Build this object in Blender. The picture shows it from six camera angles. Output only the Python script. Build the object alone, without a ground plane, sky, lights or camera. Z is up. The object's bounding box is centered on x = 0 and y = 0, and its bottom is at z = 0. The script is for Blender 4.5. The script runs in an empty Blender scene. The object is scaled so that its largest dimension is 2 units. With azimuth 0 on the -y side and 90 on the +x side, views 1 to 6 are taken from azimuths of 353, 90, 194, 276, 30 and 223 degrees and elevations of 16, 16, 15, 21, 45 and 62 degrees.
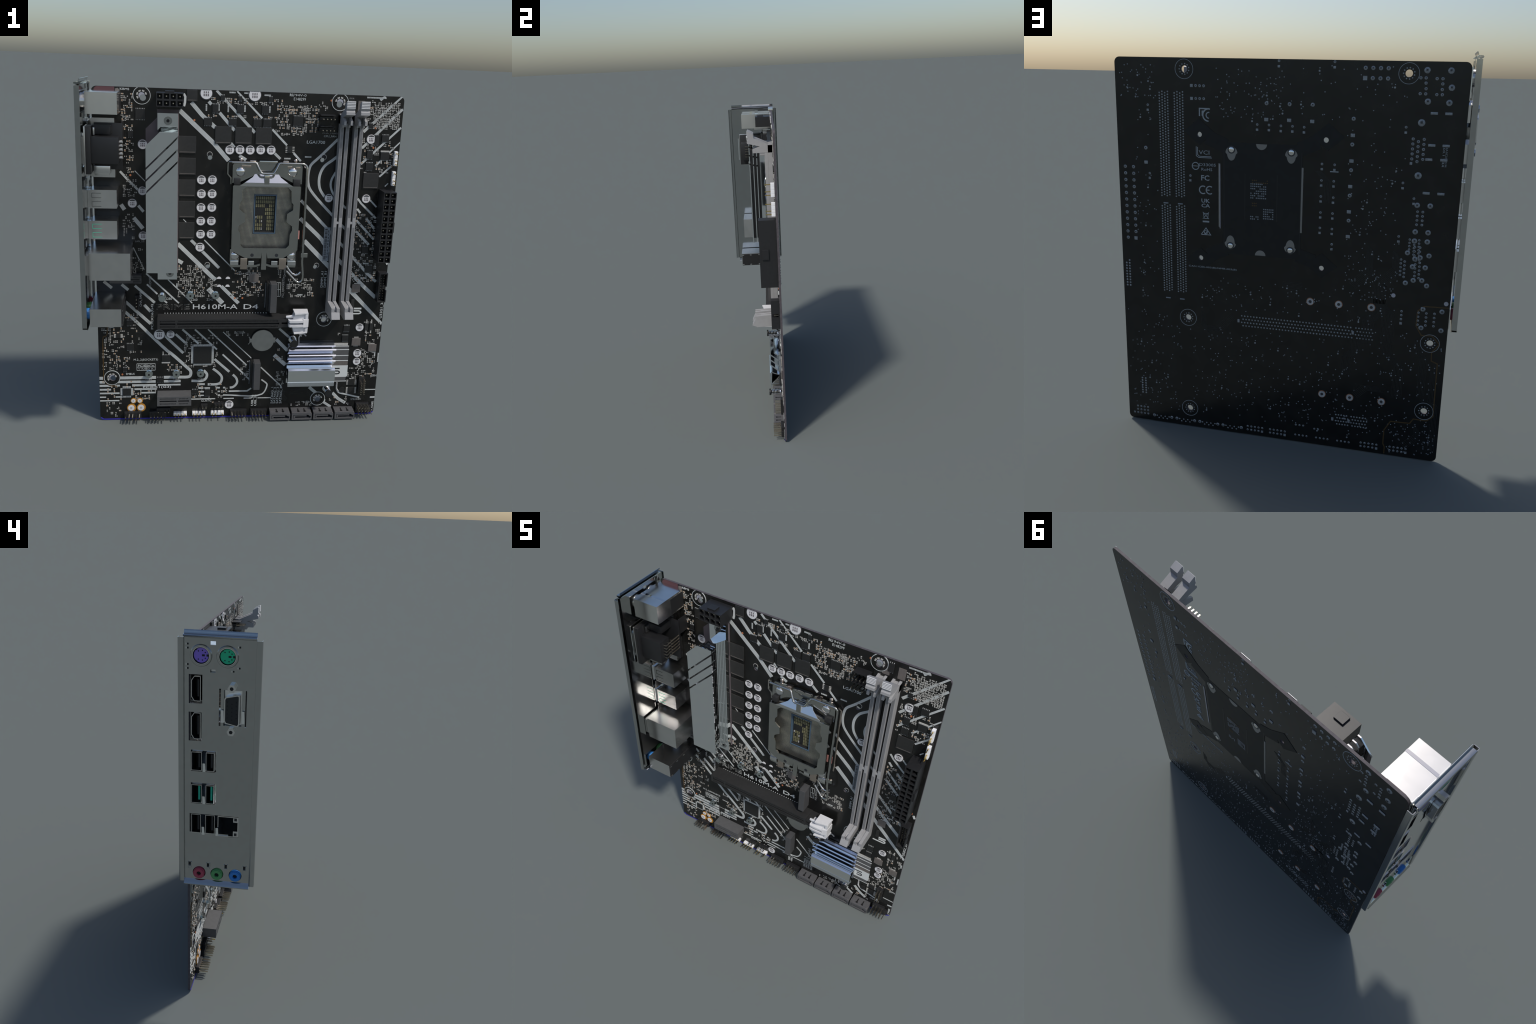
# Micro-ATX computer main board, standing upright, built part by part.
# Frame: board front face looks to -y.  "h" is the height of a feature above the
# front face of the board (towards -y); 1 mm of the real board is 0.008 units.
import bpy, bmesh, math, random
from mathutils import Vector, Matrix

YF = 0.1420            # front face of the circuit board
YB = 0.1545            # back face
BX0, BX1, BZ0, BZ1 = -0.8165, 0.8725, 0.0015, 1.9545
PITCH = 0.0203         # 2.54 mm header pitch

# ------------------------------------------------------------------ materials
MATS = {}

def mat(name, col, rough=0.5, metal=0.0, vary=0.0, scale=60.0, bump=0.0, spec=0.5,
        stretch=None, coat=0.0, rvary=0.0):
    """Principled material; colour and roughness wander with noise on Object coordinates."""
    m = bpy.data.materials.new(name)
    m.use_nodes = True
    nt = m.node_tree
    p = nt.nodes["Principled BSDF"]
    p.inputs["Base Color"].default_value = (*col, 1)
    p.inputs["Roughness"].default_value = rough
    p.inputs["Metallic"].default_value = metal
    p.inputs["Specular IOR Level"].default_value = spec
    p.inputs["Coat Weight"].default_value = coat
    if vary or bump or rvary:
        tc = nt.nodes.new("ShaderNodeTexCoord")
        mp = nt.nodes.new("ShaderNodeMapping")
        if stretch:
            mp.inputs["Scale"].default_value = stretch
        no = nt.nodes.new("ShaderNodeTexNoise")
        no.inputs["Scale"].default_value = scale
        no.inputs["Detail"].default_value = 4
        nt.links.new(tc.outputs["Object"], mp.inputs["Vector"])
        nt.links.new(mp.outputs["Vector"], no.inputs["Vector"])
        if vary:
            cr = nt.nodes.new("ShaderNodeValToRGB")
            cr.color_ramp.elements[0].position = 0.3
            cr.color_ramp.elements[1].position = 0.7
            cr.color_ramp.elements[0].color = (*[max(0, c * (1 - vary)) for c in col], 1)
            cr.color_ramp.elements[1].color = (*[min(1, c * (1 + vary)) for c in col], 1)
            nt.links.new(no.outputs["Fac"], cr.inputs["Fac"])
            nt.links.new(cr.outputs["Color"], p.inputs["Base Color"])
        if rvary:
            mr = nt.nodes.new("ShaderNodeMapRange")
            mr.inputs["To Min"].default_value = max(0.0, rough - rvary)
            mr.inputs["To Max"].default_value = rough + rvary
            nt.links.new(no.outputs["Fac"], mr.inputs["Value"])
            nt.links.new(mr.outputs["Result"], p.inputs["Roughness"])
        if bump:
            bp = nt.nodes.new("ShaderNodeBump")
            bp.inputs["Strength"].default_value = bump
            bp.inputs["Distance"].default_value = 0.002
            nt.links.new(no.outputs["Fac"], bp.inputs["Height"])
            nt.links.new(bp.outputs["Normal"], p.inputs["Normal"])
    MATS[name] = m
    return m

mat("solder_mask_black", (0.0105, 0.0103, 0.0094), 0.25, vary=0.35, scale=14, bump=0.02, spec=0.45)  # base warmed a little to cancel the bluish sky reflection
mat("board_edge", (0.075, 0.065, 0.072), 0.7, vary=0.2)
mat("blue_edge", (0.045, 0.035, 0.42), 0.5)
mat("trace_dark", (0.016, 0.0165, 0.0165), 0.4, spec=0.45)
mat("trace_gold", (0.075, 0.042, 0.012), 0.45)
mat("silk_grey", (0.50, 0.52, 0.51), 0.55, vary=0.10, scale=40)
mat("silk_line", (0.38, 0.39, 0.385), 0.55)
mat("silk_white", (0.62, 0.64, 0.63), 0.5)
mat("stripe_core", (0.42, 0.435, 0.425), 0.55)
mat("silk_dim", (0.30, 0.31, 0.31), 0.55)
mat("pad_tin", (0.46, 0.45, 0.42), 0.38, vary=0.25, scale=300)
mat("tan_ceramic", (0.34, 0.20, 0.105), 0.5, vary=0.35, scale=120)
mat("grey_ceramic", (0.13, 0.125, 0.12), 0.5, vary=0.3, scale=120)
mat("chip_black", (0.0135, 0.0135, 0.013), 0.5, vary=0.3, scale=120)
mat("choke_black", (0.0205, 0.0205, 0.0195), 0.55, vary=0.2, scale=90, bump=0.05)
mat("choke_metal", (0.135, 0.12, 0.11), 0.45, vary=0.12, scale=30, stretch=(6, 1, 1), spec=0.5)
mat("can_top", (0.73, 0.72, 0.725), 0.4, vary=0.08, scale=80)
mat("can_side", (0.42, 0.42, 0.42), 0.35, vary=0.25, scale=60)
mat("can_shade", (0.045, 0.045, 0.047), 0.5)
mat("can_print", (0.17, 0.15, 0.16), 0.5)
mat("can_orange", (0.50, 0.23, 0.03), 0.45, vary=0.3, scale=60)
mat("shield_steel", (0.475, 0.485, 0.48), 0.11, 1.0, vary=0.03, scale=30, rvary=0.03)
mat("connector_steel", (0.74, 0.73, 0.715), 0.25, 1.0, vary=0.03, scale=20, rvary=0.03)
mat("port_steel", (0.84, 0.83, 0.80), 0.24, 1.0, vary=0.03, scale=20)
mat("dark_opening", (0.004, 0.004, 0.0045), 0.6)
mat("chrome", (0.80, 0.79, 0.78), 0.07, 1.0)
mat("socket_steel", (0.49, 0.485, 0.455), 0.13, 1.0, vary=0.04, scale=30, rvary=0.04)
mat("copper_tin", (0.62, 0.52, 0.45), 0.22, 1.0)
mat("sink_aluminium", (0.95, 0.965, 0.965), 0.055, 1.0)
mat("sink_fins", (0.84, 0.86, 0.90), 0.12, 1.0, vary=0.05, scale=20, stretch=(0.2, 1, 8))
mat("sink_cut", (0.42, 0.40, 0.42), 0.3, 1.0)
mat("sink_pad", (0.105, 0.085, 0.090), 0.6, vary=0.1, scale=40, stretch=(30, 1, 0.3))
mat("standoff_steel", (0.62, 0.66, 0.65), 0.12, 1.0)
mat("black_plastic", (0.0145, 0.0145, 0.0155), 0.45, vary=0.15, scale=80)
mat("vga_plastic", (0.0125, 0.0128, 0.0138), 0.42, vary=0.1, scale=80)
mat("slot_plastic", (0.0235, 0.0235, 0.0235), 0.5, vary=0.15, scale=80)
mat("grey_plastic", (0.092, 0.092, 0.093), 0.5, vary=0.08, scale=60)
mat("m2_plastic", (0.070, 0.070, 0.072), 0.45, vary=0.08, scale=60)
mat("sata_plastic", (0.090, 0.089, 0.092), 0.5, vary=0.08, scale=60)
mat("dimm_plastic", (0.325, 0.323, 0.325), 0.5, vary=0.05, scale=40)
mat("dimm_tick", (0.075, 0.075, 0.08), 0.5)
mat("header_white", (0.86, 0.86, 0.87), 0.4)
mat("dull_red", (0.085, 0.036, 0.040), 0.35)
mat("white_plastic", (0.67, 0.67, 0.68), 0.42, vary=0.04, scale=40)
mat("gold_pin", (0.80, 0.58, 0.20), 0.22, 1.0)
mat("tin_pin", (0.62, 0.56, 0.46), 0.25, 1.0)
mat("purple_plastic", (0.25, 0.15, 0.62), 0.45)
mat("green_plastic", (0.012, 0.50, 0.24), 0.45)
mat("teal_plastic", (0.010, 0.44, 0.28), 0.4)
mat("pink_plastic", (0.37, 0.055, 0.09), 0.4)
mat("lime_plastic", (0.09, 0.30, 0.105), 0.4)
mat("blue_plastic", (0.035, 0.20, 0.54), 0.35)
mat("battery_steel", (0.50, 0.50, 0.49), 0.34, 1.0, vary=0.06, scale=25)
mat("contact_gold", (0.66, 0.62, 0.52), 0.3, 1.0, vary=0.25, scale=18)
mat("contact_base", (0.125, 0.130, 0.130), 0.5, vary=0.2, scale=20)
mat("socket_blue", (0.070, 0.115, 0.165), 0.45)
mat("socket_cap", (0.165, 0.155, 0.085), 0.5, vary=0.3, scale=100)
mat("solder_joint", (0.27, 0.285, 0.30), 0.42, 0.25, vary=0.25, scale=150)
mat("via_tin", (0.24, 0.26, 0.285), 0.45, 0.2)
mat("copper_ring", (0.30, 0.13, 0.06), 0.4)
mat("copper_dot", (0.48, 0.17, 0.075), 0.4)
mat("label_paper", (0.26, 0.29, 0.32), 0.5, vary=0.15, scale=120)
mat("label_ink", (0.02, 0.022, 0.026), 0.5)
mat("backplate_black", (0.0078, 0.0083, 0.0088), 0.5, vary=0.25, scale=30, spec=0.4)
mat("backplate_hole", (0.24, 0.225, 0.20), 0.5)
mat("hole_plate", (0.46, 0.46, 0.52), 0.3, 0.3)
mat("silk_back", (0.31, 0.335, 0.355), 0.5)
mat("warning_pink", (0.60, 0.28, 0.25), 0.5)

# ------------------------------------------------------------------ geometry helpers
class Build:
    """Collects boxes, discs, tubes and prisms into one mesh with several materials."""
    def __init__(self):
        self.v, self.f, self.m, self.names = [], [], [], []

    def slot(self, name):
        if name not in self.names:
            self.names.append(name)
        return self.names.index(name)

    def add(self, verts, faces, mname):
        o, s = len(self.v), self.slot(mname)
        self.v += [tuple(p) for p in verts]
        for f in faces:
            self.f.append([o + i for i in f])
            self.m.append(s)

    def box3(self, x0, x1, y0, y1, z0, z1, mname, bevel=0.0):
        if bevel <= 0:
            vs = [(x, y, z) for x in (x0, x1) for y in (y0, y1) for z in (z0, z1)]
            self.add(vs, [(0, 1, 3, 2), (4, 6, 7, 5), (0, 4, 5, 1), (2, 3, 7, 6), (0, 2, 6, 4), (1, 5, 7, 3)], mname)
            return
        bm = bmesh.new()
        bmesh.ops.create_cube(bm, size=1.0)
        for v in bm.verts:
            v.co = Vector(((x0 + x1) / 2 + v.co.x * (x1 - x0), (y0 + y1) / 2 + v.co.y * (y1 - y0),
                           (z0 + z1) / 2 + v.co.z * (z1 - z0)))
        bmesh.ops.bevel(bm, geom=list(bm.edges), offset=bevel, segments=2, profile=0.6, affect='EDGES')
        self.addbm(bm, mname)

    def addbm(self, bm, mname):
        bm.verts.index_update()
        self.add([v.co[:] for v in bm.verts], [[v.index for v in f.verts] for f in bm.faces], mname)
        bm.free()

    def box(self, x0, x1, z0, z1, h0, h1, mname, bevel=0.0):
        self.box3(x0, x1, YF - h1, YF - h0, z0, z1, mname, bevel)

    def bbox(self, x0, x1, z0, z1, h0, h1, mname, bevel=0.0):      # on the back face
        self.box3(x0, x1, YB + h0, YB + h1, z0, z1, mname, bevel)

    def disc(self, x, z, r, ya, yb, mname, n=20, r2=None, rin=0.0, start=0.0, sweep=None):
        """Cylinder / ring / ring sector with its axis along y from ya to yb (r2: radius at yb)."""
        r2 = r if r2 is None else r2
        full = sweep is None
        sw = 2 * math.pi if full else sweep
        cnt = n if full else n + 1
        ang = [start + sw * i / n for i in range(cnt)]
        ring = lambda rr, y: [(x + rr * math.cos(a), y, z + rr * math.sin(a)) for a in ang]
        if rin <= 0 and full:
            vs = ring(r, ya) + ring(r2, yb)
            fs = [(i, (i + 1) % n, n + (i + 1) % n, n + i) for i in range(n)]
            self.add(vs, fs + [tuple(range(n))[::-1], tuple(range(n, 2 * n))], mname)
            return
        vs = ring(r, ya) + ring(r2, yb) + ring(rin, ya) + ring(rin, yb)
        c = cnt
        fs = []
        for i in range(n):
            j = (i + 1) % c
            fs += [(i, j, c + j, c + i), (2 * c + i, 3 * c + i, 3 * c + j, 2 * c + j),
                   (c + i, c + j, 3 * c + j, 3 * c + i), (i, 2 * c + i, 2 * c + j, j)]
        if not full:
            e = c - 1
            fs += [(0, c, 3 * c, 2 * c), (e, 2 * c + e, 3 * c + e, c + e)]
        self.add(vs, fs, mname)

    def dome(self, x, z, r, h0, hh, mname, n=20, rings=5, sgn=-1, y0=None):
        y0 = (YF - h0) if y0 is None else y0
        vs, fs = [], []
        for k in range(rings):
            a = math.pi / 2 * k / rings
            vs += [(x + r * math.cos(a) * math.cos(t), y0 + sgn * hh * math.sin(a), z + r * math.cos(a) * math.sin(t))
                   for t in [2 * math.pi * i / n for i in range(n)]]
        vs.append((x, y0 + sgn * hh, z))
        for k in range(rings - 1):
            fs += [(k * n + i, k * n + (i + 1) % n, (k + 1) * n + (i + 1) % n, (k + 1) * n + i) for i in range(n)]
        fs += [((rings - 1) * n + i, (rings - 1) * n + (i + 1) % n, rings * n) for i in range(n)]
        self.add(vs, fs, mname)

    def tube(self, pts, r, mname, n=8):
        P = [Vector(p) for p in pts]
        vs, fs, prev = [], [], None
        for i, p in enumerate(P):
            d = (P[min(i + 1, len(P) - 1)] - P[max(i - 1, 0)]).normalized()
            if prev is None:
                u = d.orthogonal().normalized()
            else:
                u = (prev - d * prev.dot(d)).normalized()
            prev = u
            w = d.cross(u)
            vs += [p + r * (math.cos(2 * math.pi * k / n) * u + math.sin(2 * math.pi * k / n) * w) for k in range(n)]
        for i in range(len(P) - 1):
            fs += [(i * n + k, i * n + (k + 1) % n, (i + 1) * n + (k + 1) % n, (i + 1) * n + k) for k in range(n)]
        fs += [tuple(range(n))[::-1], tuple(range((len(P) - 1) * n, len(P) * n))]
        self.add(vs, fs, mname)

    def prism(self, prof, axis, a0, a1, mname):
        """Extrude a closed polygon: axis 'x': prof=(z,h) ; 'z': prof=(x,h) ; 'h': prof=(x,z), a in h."""
        n = len(prof)
        if axis == 'x':
            f = lambda p, a: (a, YF - p[1], p[0])
        elif axis == 'z':
            f = lambda p, a: (p[0], YF - p[1], a)
        else:
            f = lambda p, a: (p[0], YF - a, p[1])
        vs = [f(p, a0) for p in prof] + [f(p, a1) for p in prof]
        fs = [(i, (i + 1) % n, n + (i + 1) % n, n + i) for i in range(n)]
        self.add(vs, fs + [tuple(range(n))[::-1], tuple(range(n, 2 * n))], mname)

    def ribbon(self, pts, w, ya, yb, mname, clip=True):
        """Flat strip of width w along a polyline in the xz plane, between depths ya and yb."""
        P = [Vector(p) for p in pts]
        L, R = [], []
        for i, p in enumerate(P):
            if i == 0:
                d = (P[1] - p).normalized(); k = 1.0
            elif i == len(P) - 1:
                d = (p - P[i - 1]).normalized(); k = 1.0
            else:
                d1, d2 = (p - P[i - 1]).normalized(), (P[i + 1] - p).normalized()
                d = (d1 + d2).normalized()
                k = 1.0 / max(0.55, d.dot(d1))
            nn = Vector((-d.y, d.x)) * (w / 2 * k)
            L.append(p + nn); R.append(p - nn)
        c = (lambda q: (min(max(q[0], BX0 + .0008), BX1 - .0008), min(max(q[1], BZ0 + .006), BZ1 - .0008))) if clip else (lambda q: (q[0], q[1]))
        L, R = [c(q) for q in L], [c(q) for q in R]
        n = len(P)
        vs = [(q[0], ya, q[1]) for q in L + R] + [(q[0], yb, q[1]) for q in L + R]
        fs = []
        for i in range(n - 1):
            fs += [(i, i + 1, n + i + 1, n + i), (2 * n + i, 3 * n + i, 3 * n + i + 1, 2 * n + i + 1),
                   (i, 2 * n + i, 2 * n + i + 1, i + 1), (n + i, n + i + 1, 3 * n + i + 1, 3 * n + i)]
        fs += [(0, n, 3 * n, 2 * n), (n - 1, 3 * n - 1, 4 * n - 1, 2 * n - 1)]
        self.add(vs, fs, mname)

    def mesh(self, name):
        me = bpy.data.meshes.new(name)
        me.from_pydata(self.v, [], self.f)
        for n in self.names:
            me.materials.append(MATS[n])
        me.polygons.foreach_set("material_index", self.m)
        bm = bmesh.new()
        bm.from_mesh(me)
        bmesh.ops.recalc_face_normals(bm, faces=bm.faces)
        bm.to_mesh(me)
        bm.free()
        me.update()
        return me

    def obj(self, name, parent, smooth=None, kind=None):
        o = bpy.data.objects.new(name, self.mesh(name))
        bpy.context.scene.collection.objects.link(o)
        o.parent = parent
        if smooth:
            smooth_by_angle(o.data, smooth)
        if kind:
            o["kind"] = kind
        return o


def smooth_by_angle(me, deg):
    me.polygons.foreach_set("use_smooth", [True] * len(me.polygons))
    bm = bmesh.new()
    bm.from_mesh(me)
    lim = math.radians(deg)
    for e in bm.edges:
        e.smooth = len(e.link_faces) == 2 and e.calc_face_angle(0) < lim
    bm.to_mesh(me)
    bm.free()


def instance(src, name, loc, scale=(1, 1, 1), parent=None, rot=None):
    o = src.copy()
    o.name = name
    bpy.context.scene.collection.objects.link(o)
    o.location = loc
    o.scale = scale
    if rot:
        o.rotation_euler = rot
    o.parent = parent
    return o


def circle(cx, cy, r, n=32):
    return [(cx + r * math.cos(2 * math.pi * i / n), cy + r * math.sin(2 * math.pi * i / n)) for i in range(n)]


def rect(a0, a1, b0, b1):
    return [(a0, b0), (a1, b0), (a1, b1), (a0, b1)]


def rounded(a0, a1, b0, b1, r, n=6):
    pts = []
    for cx, cy, s in ((a1 - r, b1 - r, 0), (a0 + r, b1 - r, 90), (a0 + r, b0 + r, 180), (a1 - r, b0 + r, 270)):
        pts += [(cx + r * math.cos(math.radians(s + 90 * i / n)), cy + r * math.sin(math.radians(s + 90 * i / n))) for i in range(n + 1)]
    return pts


def flow(pts, n=5):
    """Rounded line through the given points (centripetal Catmull-Rom)."""
    if len(pts) < 5:
        return list(pts)
    P = [Vector(p) for p in pts]
    P = [P[0] * 2 - P[1]] + P + [P[-1] * 2 - P[-2]]
    out = []
    for i in range(1, len(P) - 2):
        p0, p1, p2, p3 = P[i - 1:i + 3]
        t0 = 0.0
        t1 = t0 + max(1e-5, (p1 - p0).length) ** 0.5
        t2 = t1 + max(1e-5, (p2 - p1).length) ** 0.5
        t3 = t2 + max(1e-5, (p3 - p2).length) ** 0.5
        for k in range(n):
            t = t1 + (t2 - t1) * k / n
            a1 = p0 * ((t1 - t) / (t1 - t0)) + p1 * ((t - t0) / (t1 - t0))
            a2 = p1 * ((t2 - t) / (t2 - t1)) + p2 * ((t - t1) / (t2 - t1))
            a3 = p2 * ((t3 - t) / (t3 - t2)) + p3 * ((t - t2) / (t3 - t2))
            b1 = a1 * ((t2 - t) / (t2 - t0)) + a2 * ((t - t0) / (t2 - t0))
            b2 = a2 * ((t3 - t) / (t3 - t1)) + a3 * ((t - t1) / (t3 - t1))
            out.append(tuple(b1 * ((t2 - t) / (t2 - t1)) + b2 * ((t - t1) / (t2 - t1))))
    out.append(tuple(P[-2]))
    return out


def curve_mesh(cu):
    ob = bpy.data.objects.new("tmp", cu)
    bpy.context.scene.collection.objects.link(ob)
    dg = bpy.context.evaluated_depsgraph_get()
    me = bpy.data.meshes.new_from_object(ob.evaluated_get(dg))
    bpy.data.objects.remove(ob)
    return me


def sheet(build, outer, holes, w0, w1, mname, mode):
    """Flat sheet with real holes.  mode 'front': (u,v)=(x,z), w=h ; 'side': (u,v)=(y,z), w=x."""
    cu = bpy.data.curves.new("tmp", 'CURVE')
    cu.dimensions = '2D'
    cu.fill_mode = 'BOTH'
    cu.extrude = abs(w1 - w0) / 2
    for loop in [outer] + list(holes):
        sp = cu.splines.new('POLY')
        sp.points.add(len(loop) - 1)
        for q, p in zip(sp.points, loop):
            q.co = (p[0], p[1], 0, 1)
        sp.use_cyclic_u = True
    me = curve_mesh(cu)
    mid = (w0 + w1) / 2
    if mode == 'front':
        vs = [(v.co.x, YF - (v.co.z + mid), v.co.y) for v in me.vertices]
    else:
        vs = [(v.co.z + mid, v.co.x, v.co.y) for v in me.vertices]
    bm = bmesh.new()
    bm.from_mesh(me)
    for v, c in zip(bm.verts, vs):
        v.co = c
    bmesh.ops.remove_doubles(bm, verts=bm.verts, dist=1e-6)
    build.addbm(bm, mname)
    bpy.data.meshes.remove(me)
    bpy.data.curves.remove(cu)


def text(build, s, x0, x1, z0, z1, mname, h=0.0022, vertical=False, back=False, outline=0.0, bold=0.0):
    """Lettering fitted into a box; vertical text reads upwards; back text is mirrored for the rear face."""
    cu = bpy.data.curves.new("tmp", 'FONT')
    cu.body = s
    cu.resolution_u = 2
    if outline:
        cu.fill_mode = 'NONE'
        cu.bevel_depth = 0.001
    else:
        cu.offset = bold
        cu.extrude = 0.0006
    me = curve_mesh(cu)
    if not me.vertices:
        return
    U = [v.co.x for v in me.vertices]; V = [v.co.y for v in me.vertices]
    u0, u1, v0, v1 = min(U), max(U), min(V), max(V)
    if outline:
        pad = outline
    bw, bh = (z1 - z0, x1 - x0) if vertical else (x1 - x0, z1 - z0)
    vs = []
    for v in me.vertices:
        u = (v.co.x - u0) / (u1 - u0) * bw
        t = (v.co.y - v0) / (v1 - v0) * bh
        d = 0.0006 if v.co.z > 0 else -0.0006
        x, z = (x1 - t, z0 + u) if vertical else (x0 + u, z0 + t)
        if back:
            vs.append((x1 - u, YB + h + d, z0 + t))
        else:
            vs.append((x, YF - h - d, z))
    build.add(vs, [list(p.vertices) for p in me.polygons], mname)
    bpy.data.meshes.remove(me)
    bpy.data.curves.remove(cu)


# ------------------------------------------------------------------ the thing
root = bpy.data.objects.new("computer_mainboard", None)
bpy.context.scene.collection.objects.link(root)
root["label"] = "black micro computer main board with white stripes, silver heat sinks and ports"
root["category"] = "circuit board"

# ------------------------------------------------------------------ circuit board
# mounting holes and cooler holes really go through the laminate
MOUNT = [(0.510, 1.902), (-0.550, 1.902), (0.510, 0.639), (-0.738, 0.640), (0.509, 0.110), (-0.737, 0.275)]
COOLER = [(0.436, 1.596), (-0.190, 1.595), (0.436, 0.972), (-0.190, 0.972)]
b = Build()
sheet(b, rounded(BX0, BX1, BZ0, BZ1, 0.026), [circle(x, z, 0.0165) for x, z in MOUNT] + [circle(x, z, 0.0125, 24) for x, z in COOLER],
      -(YB - YF), 0.0, "solder_mask_black", 'front')
board = b.obj("circuit_board", root)
me = board.data
me.materials.append(MATS["board_edge"])
for p in me.polygons:                 # the cut edge of the laminate is bare
    if abs(p.normal.y) < 0.3:
        p.material_index = 1
# thin blue strip along the lower edge and round both lower corners
b = Build()
arc = lambda cx, a0, a1: [(cx + 0.0265 * math.cos(math.radians(a0 + (a1 - a0) * i / 6)), 0.028 + 0.0265 * math.sin(math.radians(a0 + (a1 - a0) * i / 6))) for i in range(7)]
edge = arc(BX0 + 0.0265, 205, 270) + arc(BX1 - 0.0265, 270, 335)
n = len(edge)
cx0, cx1 = BX0 + 0.0265, BX1 - 0.0265
inner = [(q[0] + (min(max(q[0], cx0), cx1) - q[0]) * 0.24, q[1] + (0.028 - q[1]) * 0.24) for q in edge]
vs = [(q[0], YF - 0.0008, q[1]) for q in edge] + [(q[0], YF - 0.0010, q[1]) for q in inner] + \
     [(q[0], YF + 0.003, q[1] - 0.0006) for q in edge] + [(q[0], YF + 0.002, q[1]) for q in inner]
fs = []
for i in range(n - 1):
    fs += [(i, i + 1, n + i + 1, n + i), (i, 2 * n + i, 2 * n + i + 1, i + 1), (2 * n + i, 3 * n + i, 3 * n + i + 1, 2 * n + i + 1), (n + i, n + i + 1, 3 * n + i + 1, 3 * n + i)]
fs += [(0, n, 3 * n, 2 * n), (n - 1, 3 * n - 1, 4 * n - 1, 2 * n - 1)]
b.add(vs, fs, "blue_edge")
b.obj("edge_strip", board)

# printed stripes: (width, centre line points) ------------------------------------
STRIPES_UPPER = [
    (0.0238, (-0.358, 1.844), (-0.171, 1.673), (-0.088, 1.581)),
    (0.0210, (-0.295, 1.886), (-0.237, 1.821), (-0.165, 1.758)),
    (0.0168, (-0.203, 1.894), (-0.189, 1.879)),
    (0.0168, (-0.144, 1.837), (-0.06, 1.745)),
    (0.0169, (-0.079, 1.676), (-0.059, 1.654)),
    (0.0170, (-0.03, 1.61), (0.008, 1.587)),
    (0.0162, (-0.161, 1.954), (0.051, 1.737)),
    (0.0107, (-0.052, 1.954), (0.088, 1.815)),
    (0.0113, (0.146, 1.757), (0.231, 1.673)),
    (0.0114, (0.27, 1.632), (0.313, 1.588)),
    (0.0142, (0.162, 1.63), (0.198, 1.597)),
    (0.0139, (0.515, 1.714), (0.421, 1.616), (0.374, 1.57), (0.366, 1.552), (0.36, 1.509), (0.365, 1.457), (0.381, 1.423), (0.511, 1.286), (0.602, 1.197)),
    (0.0145, (0.519, 1.619), (0.494, 1.598), (0.45, 1.563), (0.429, 1.522), (0.424, 1.476), (0.433, 1.432), (0.462, 1.389)),
    (0.0116, (0.516, 1.53), (0.496, 1.489), (0.492, 1.463), (0.495, 1.442), (0.514, 1.402), (0.592, 1.323)),
    (0.0160, (0.328, 1.366), (0.481, 1.213), (0.756, 0.928), (0.809, 0.882)),
    (0.0219, (0.329, 1.262), (0.465, 1.135), (0.472, 1.122), (0.716, 0.872), (0.815, 0.782)),
    (0.0251, (0.361, 1.13), (0.512, 0.98), (0.672, 0.811), (0.876, 0.614)),
    (0.0162, (0.857, 1.958), (0.656, 1.758)),
    (0.0148, (0.869, 1.887), (0.655, 1.668)),
    (0.0124, (0.87, 1.787), (0.657, 1.579)),
    (0.0113, (0.874, 1.705), (0.741, 1.57)),
    (0.0101, (0.838, 1.575), (0.77, 1.51)),
    (0.0060, (0.825, 1.473), (0.808, 1.455)),
    (0.0161, (0.762, 1.956), (0.735, 1.933)),
    (0.0112, (0.656, 1.382), (0.677, 1.355), (0.772, 1.268)),
    (0.0089, (0.726, 1.377), (0.77, 1.334)),
    (0.0119, (0.658, 1.322), (0.678, 1.298)),
]
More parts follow.
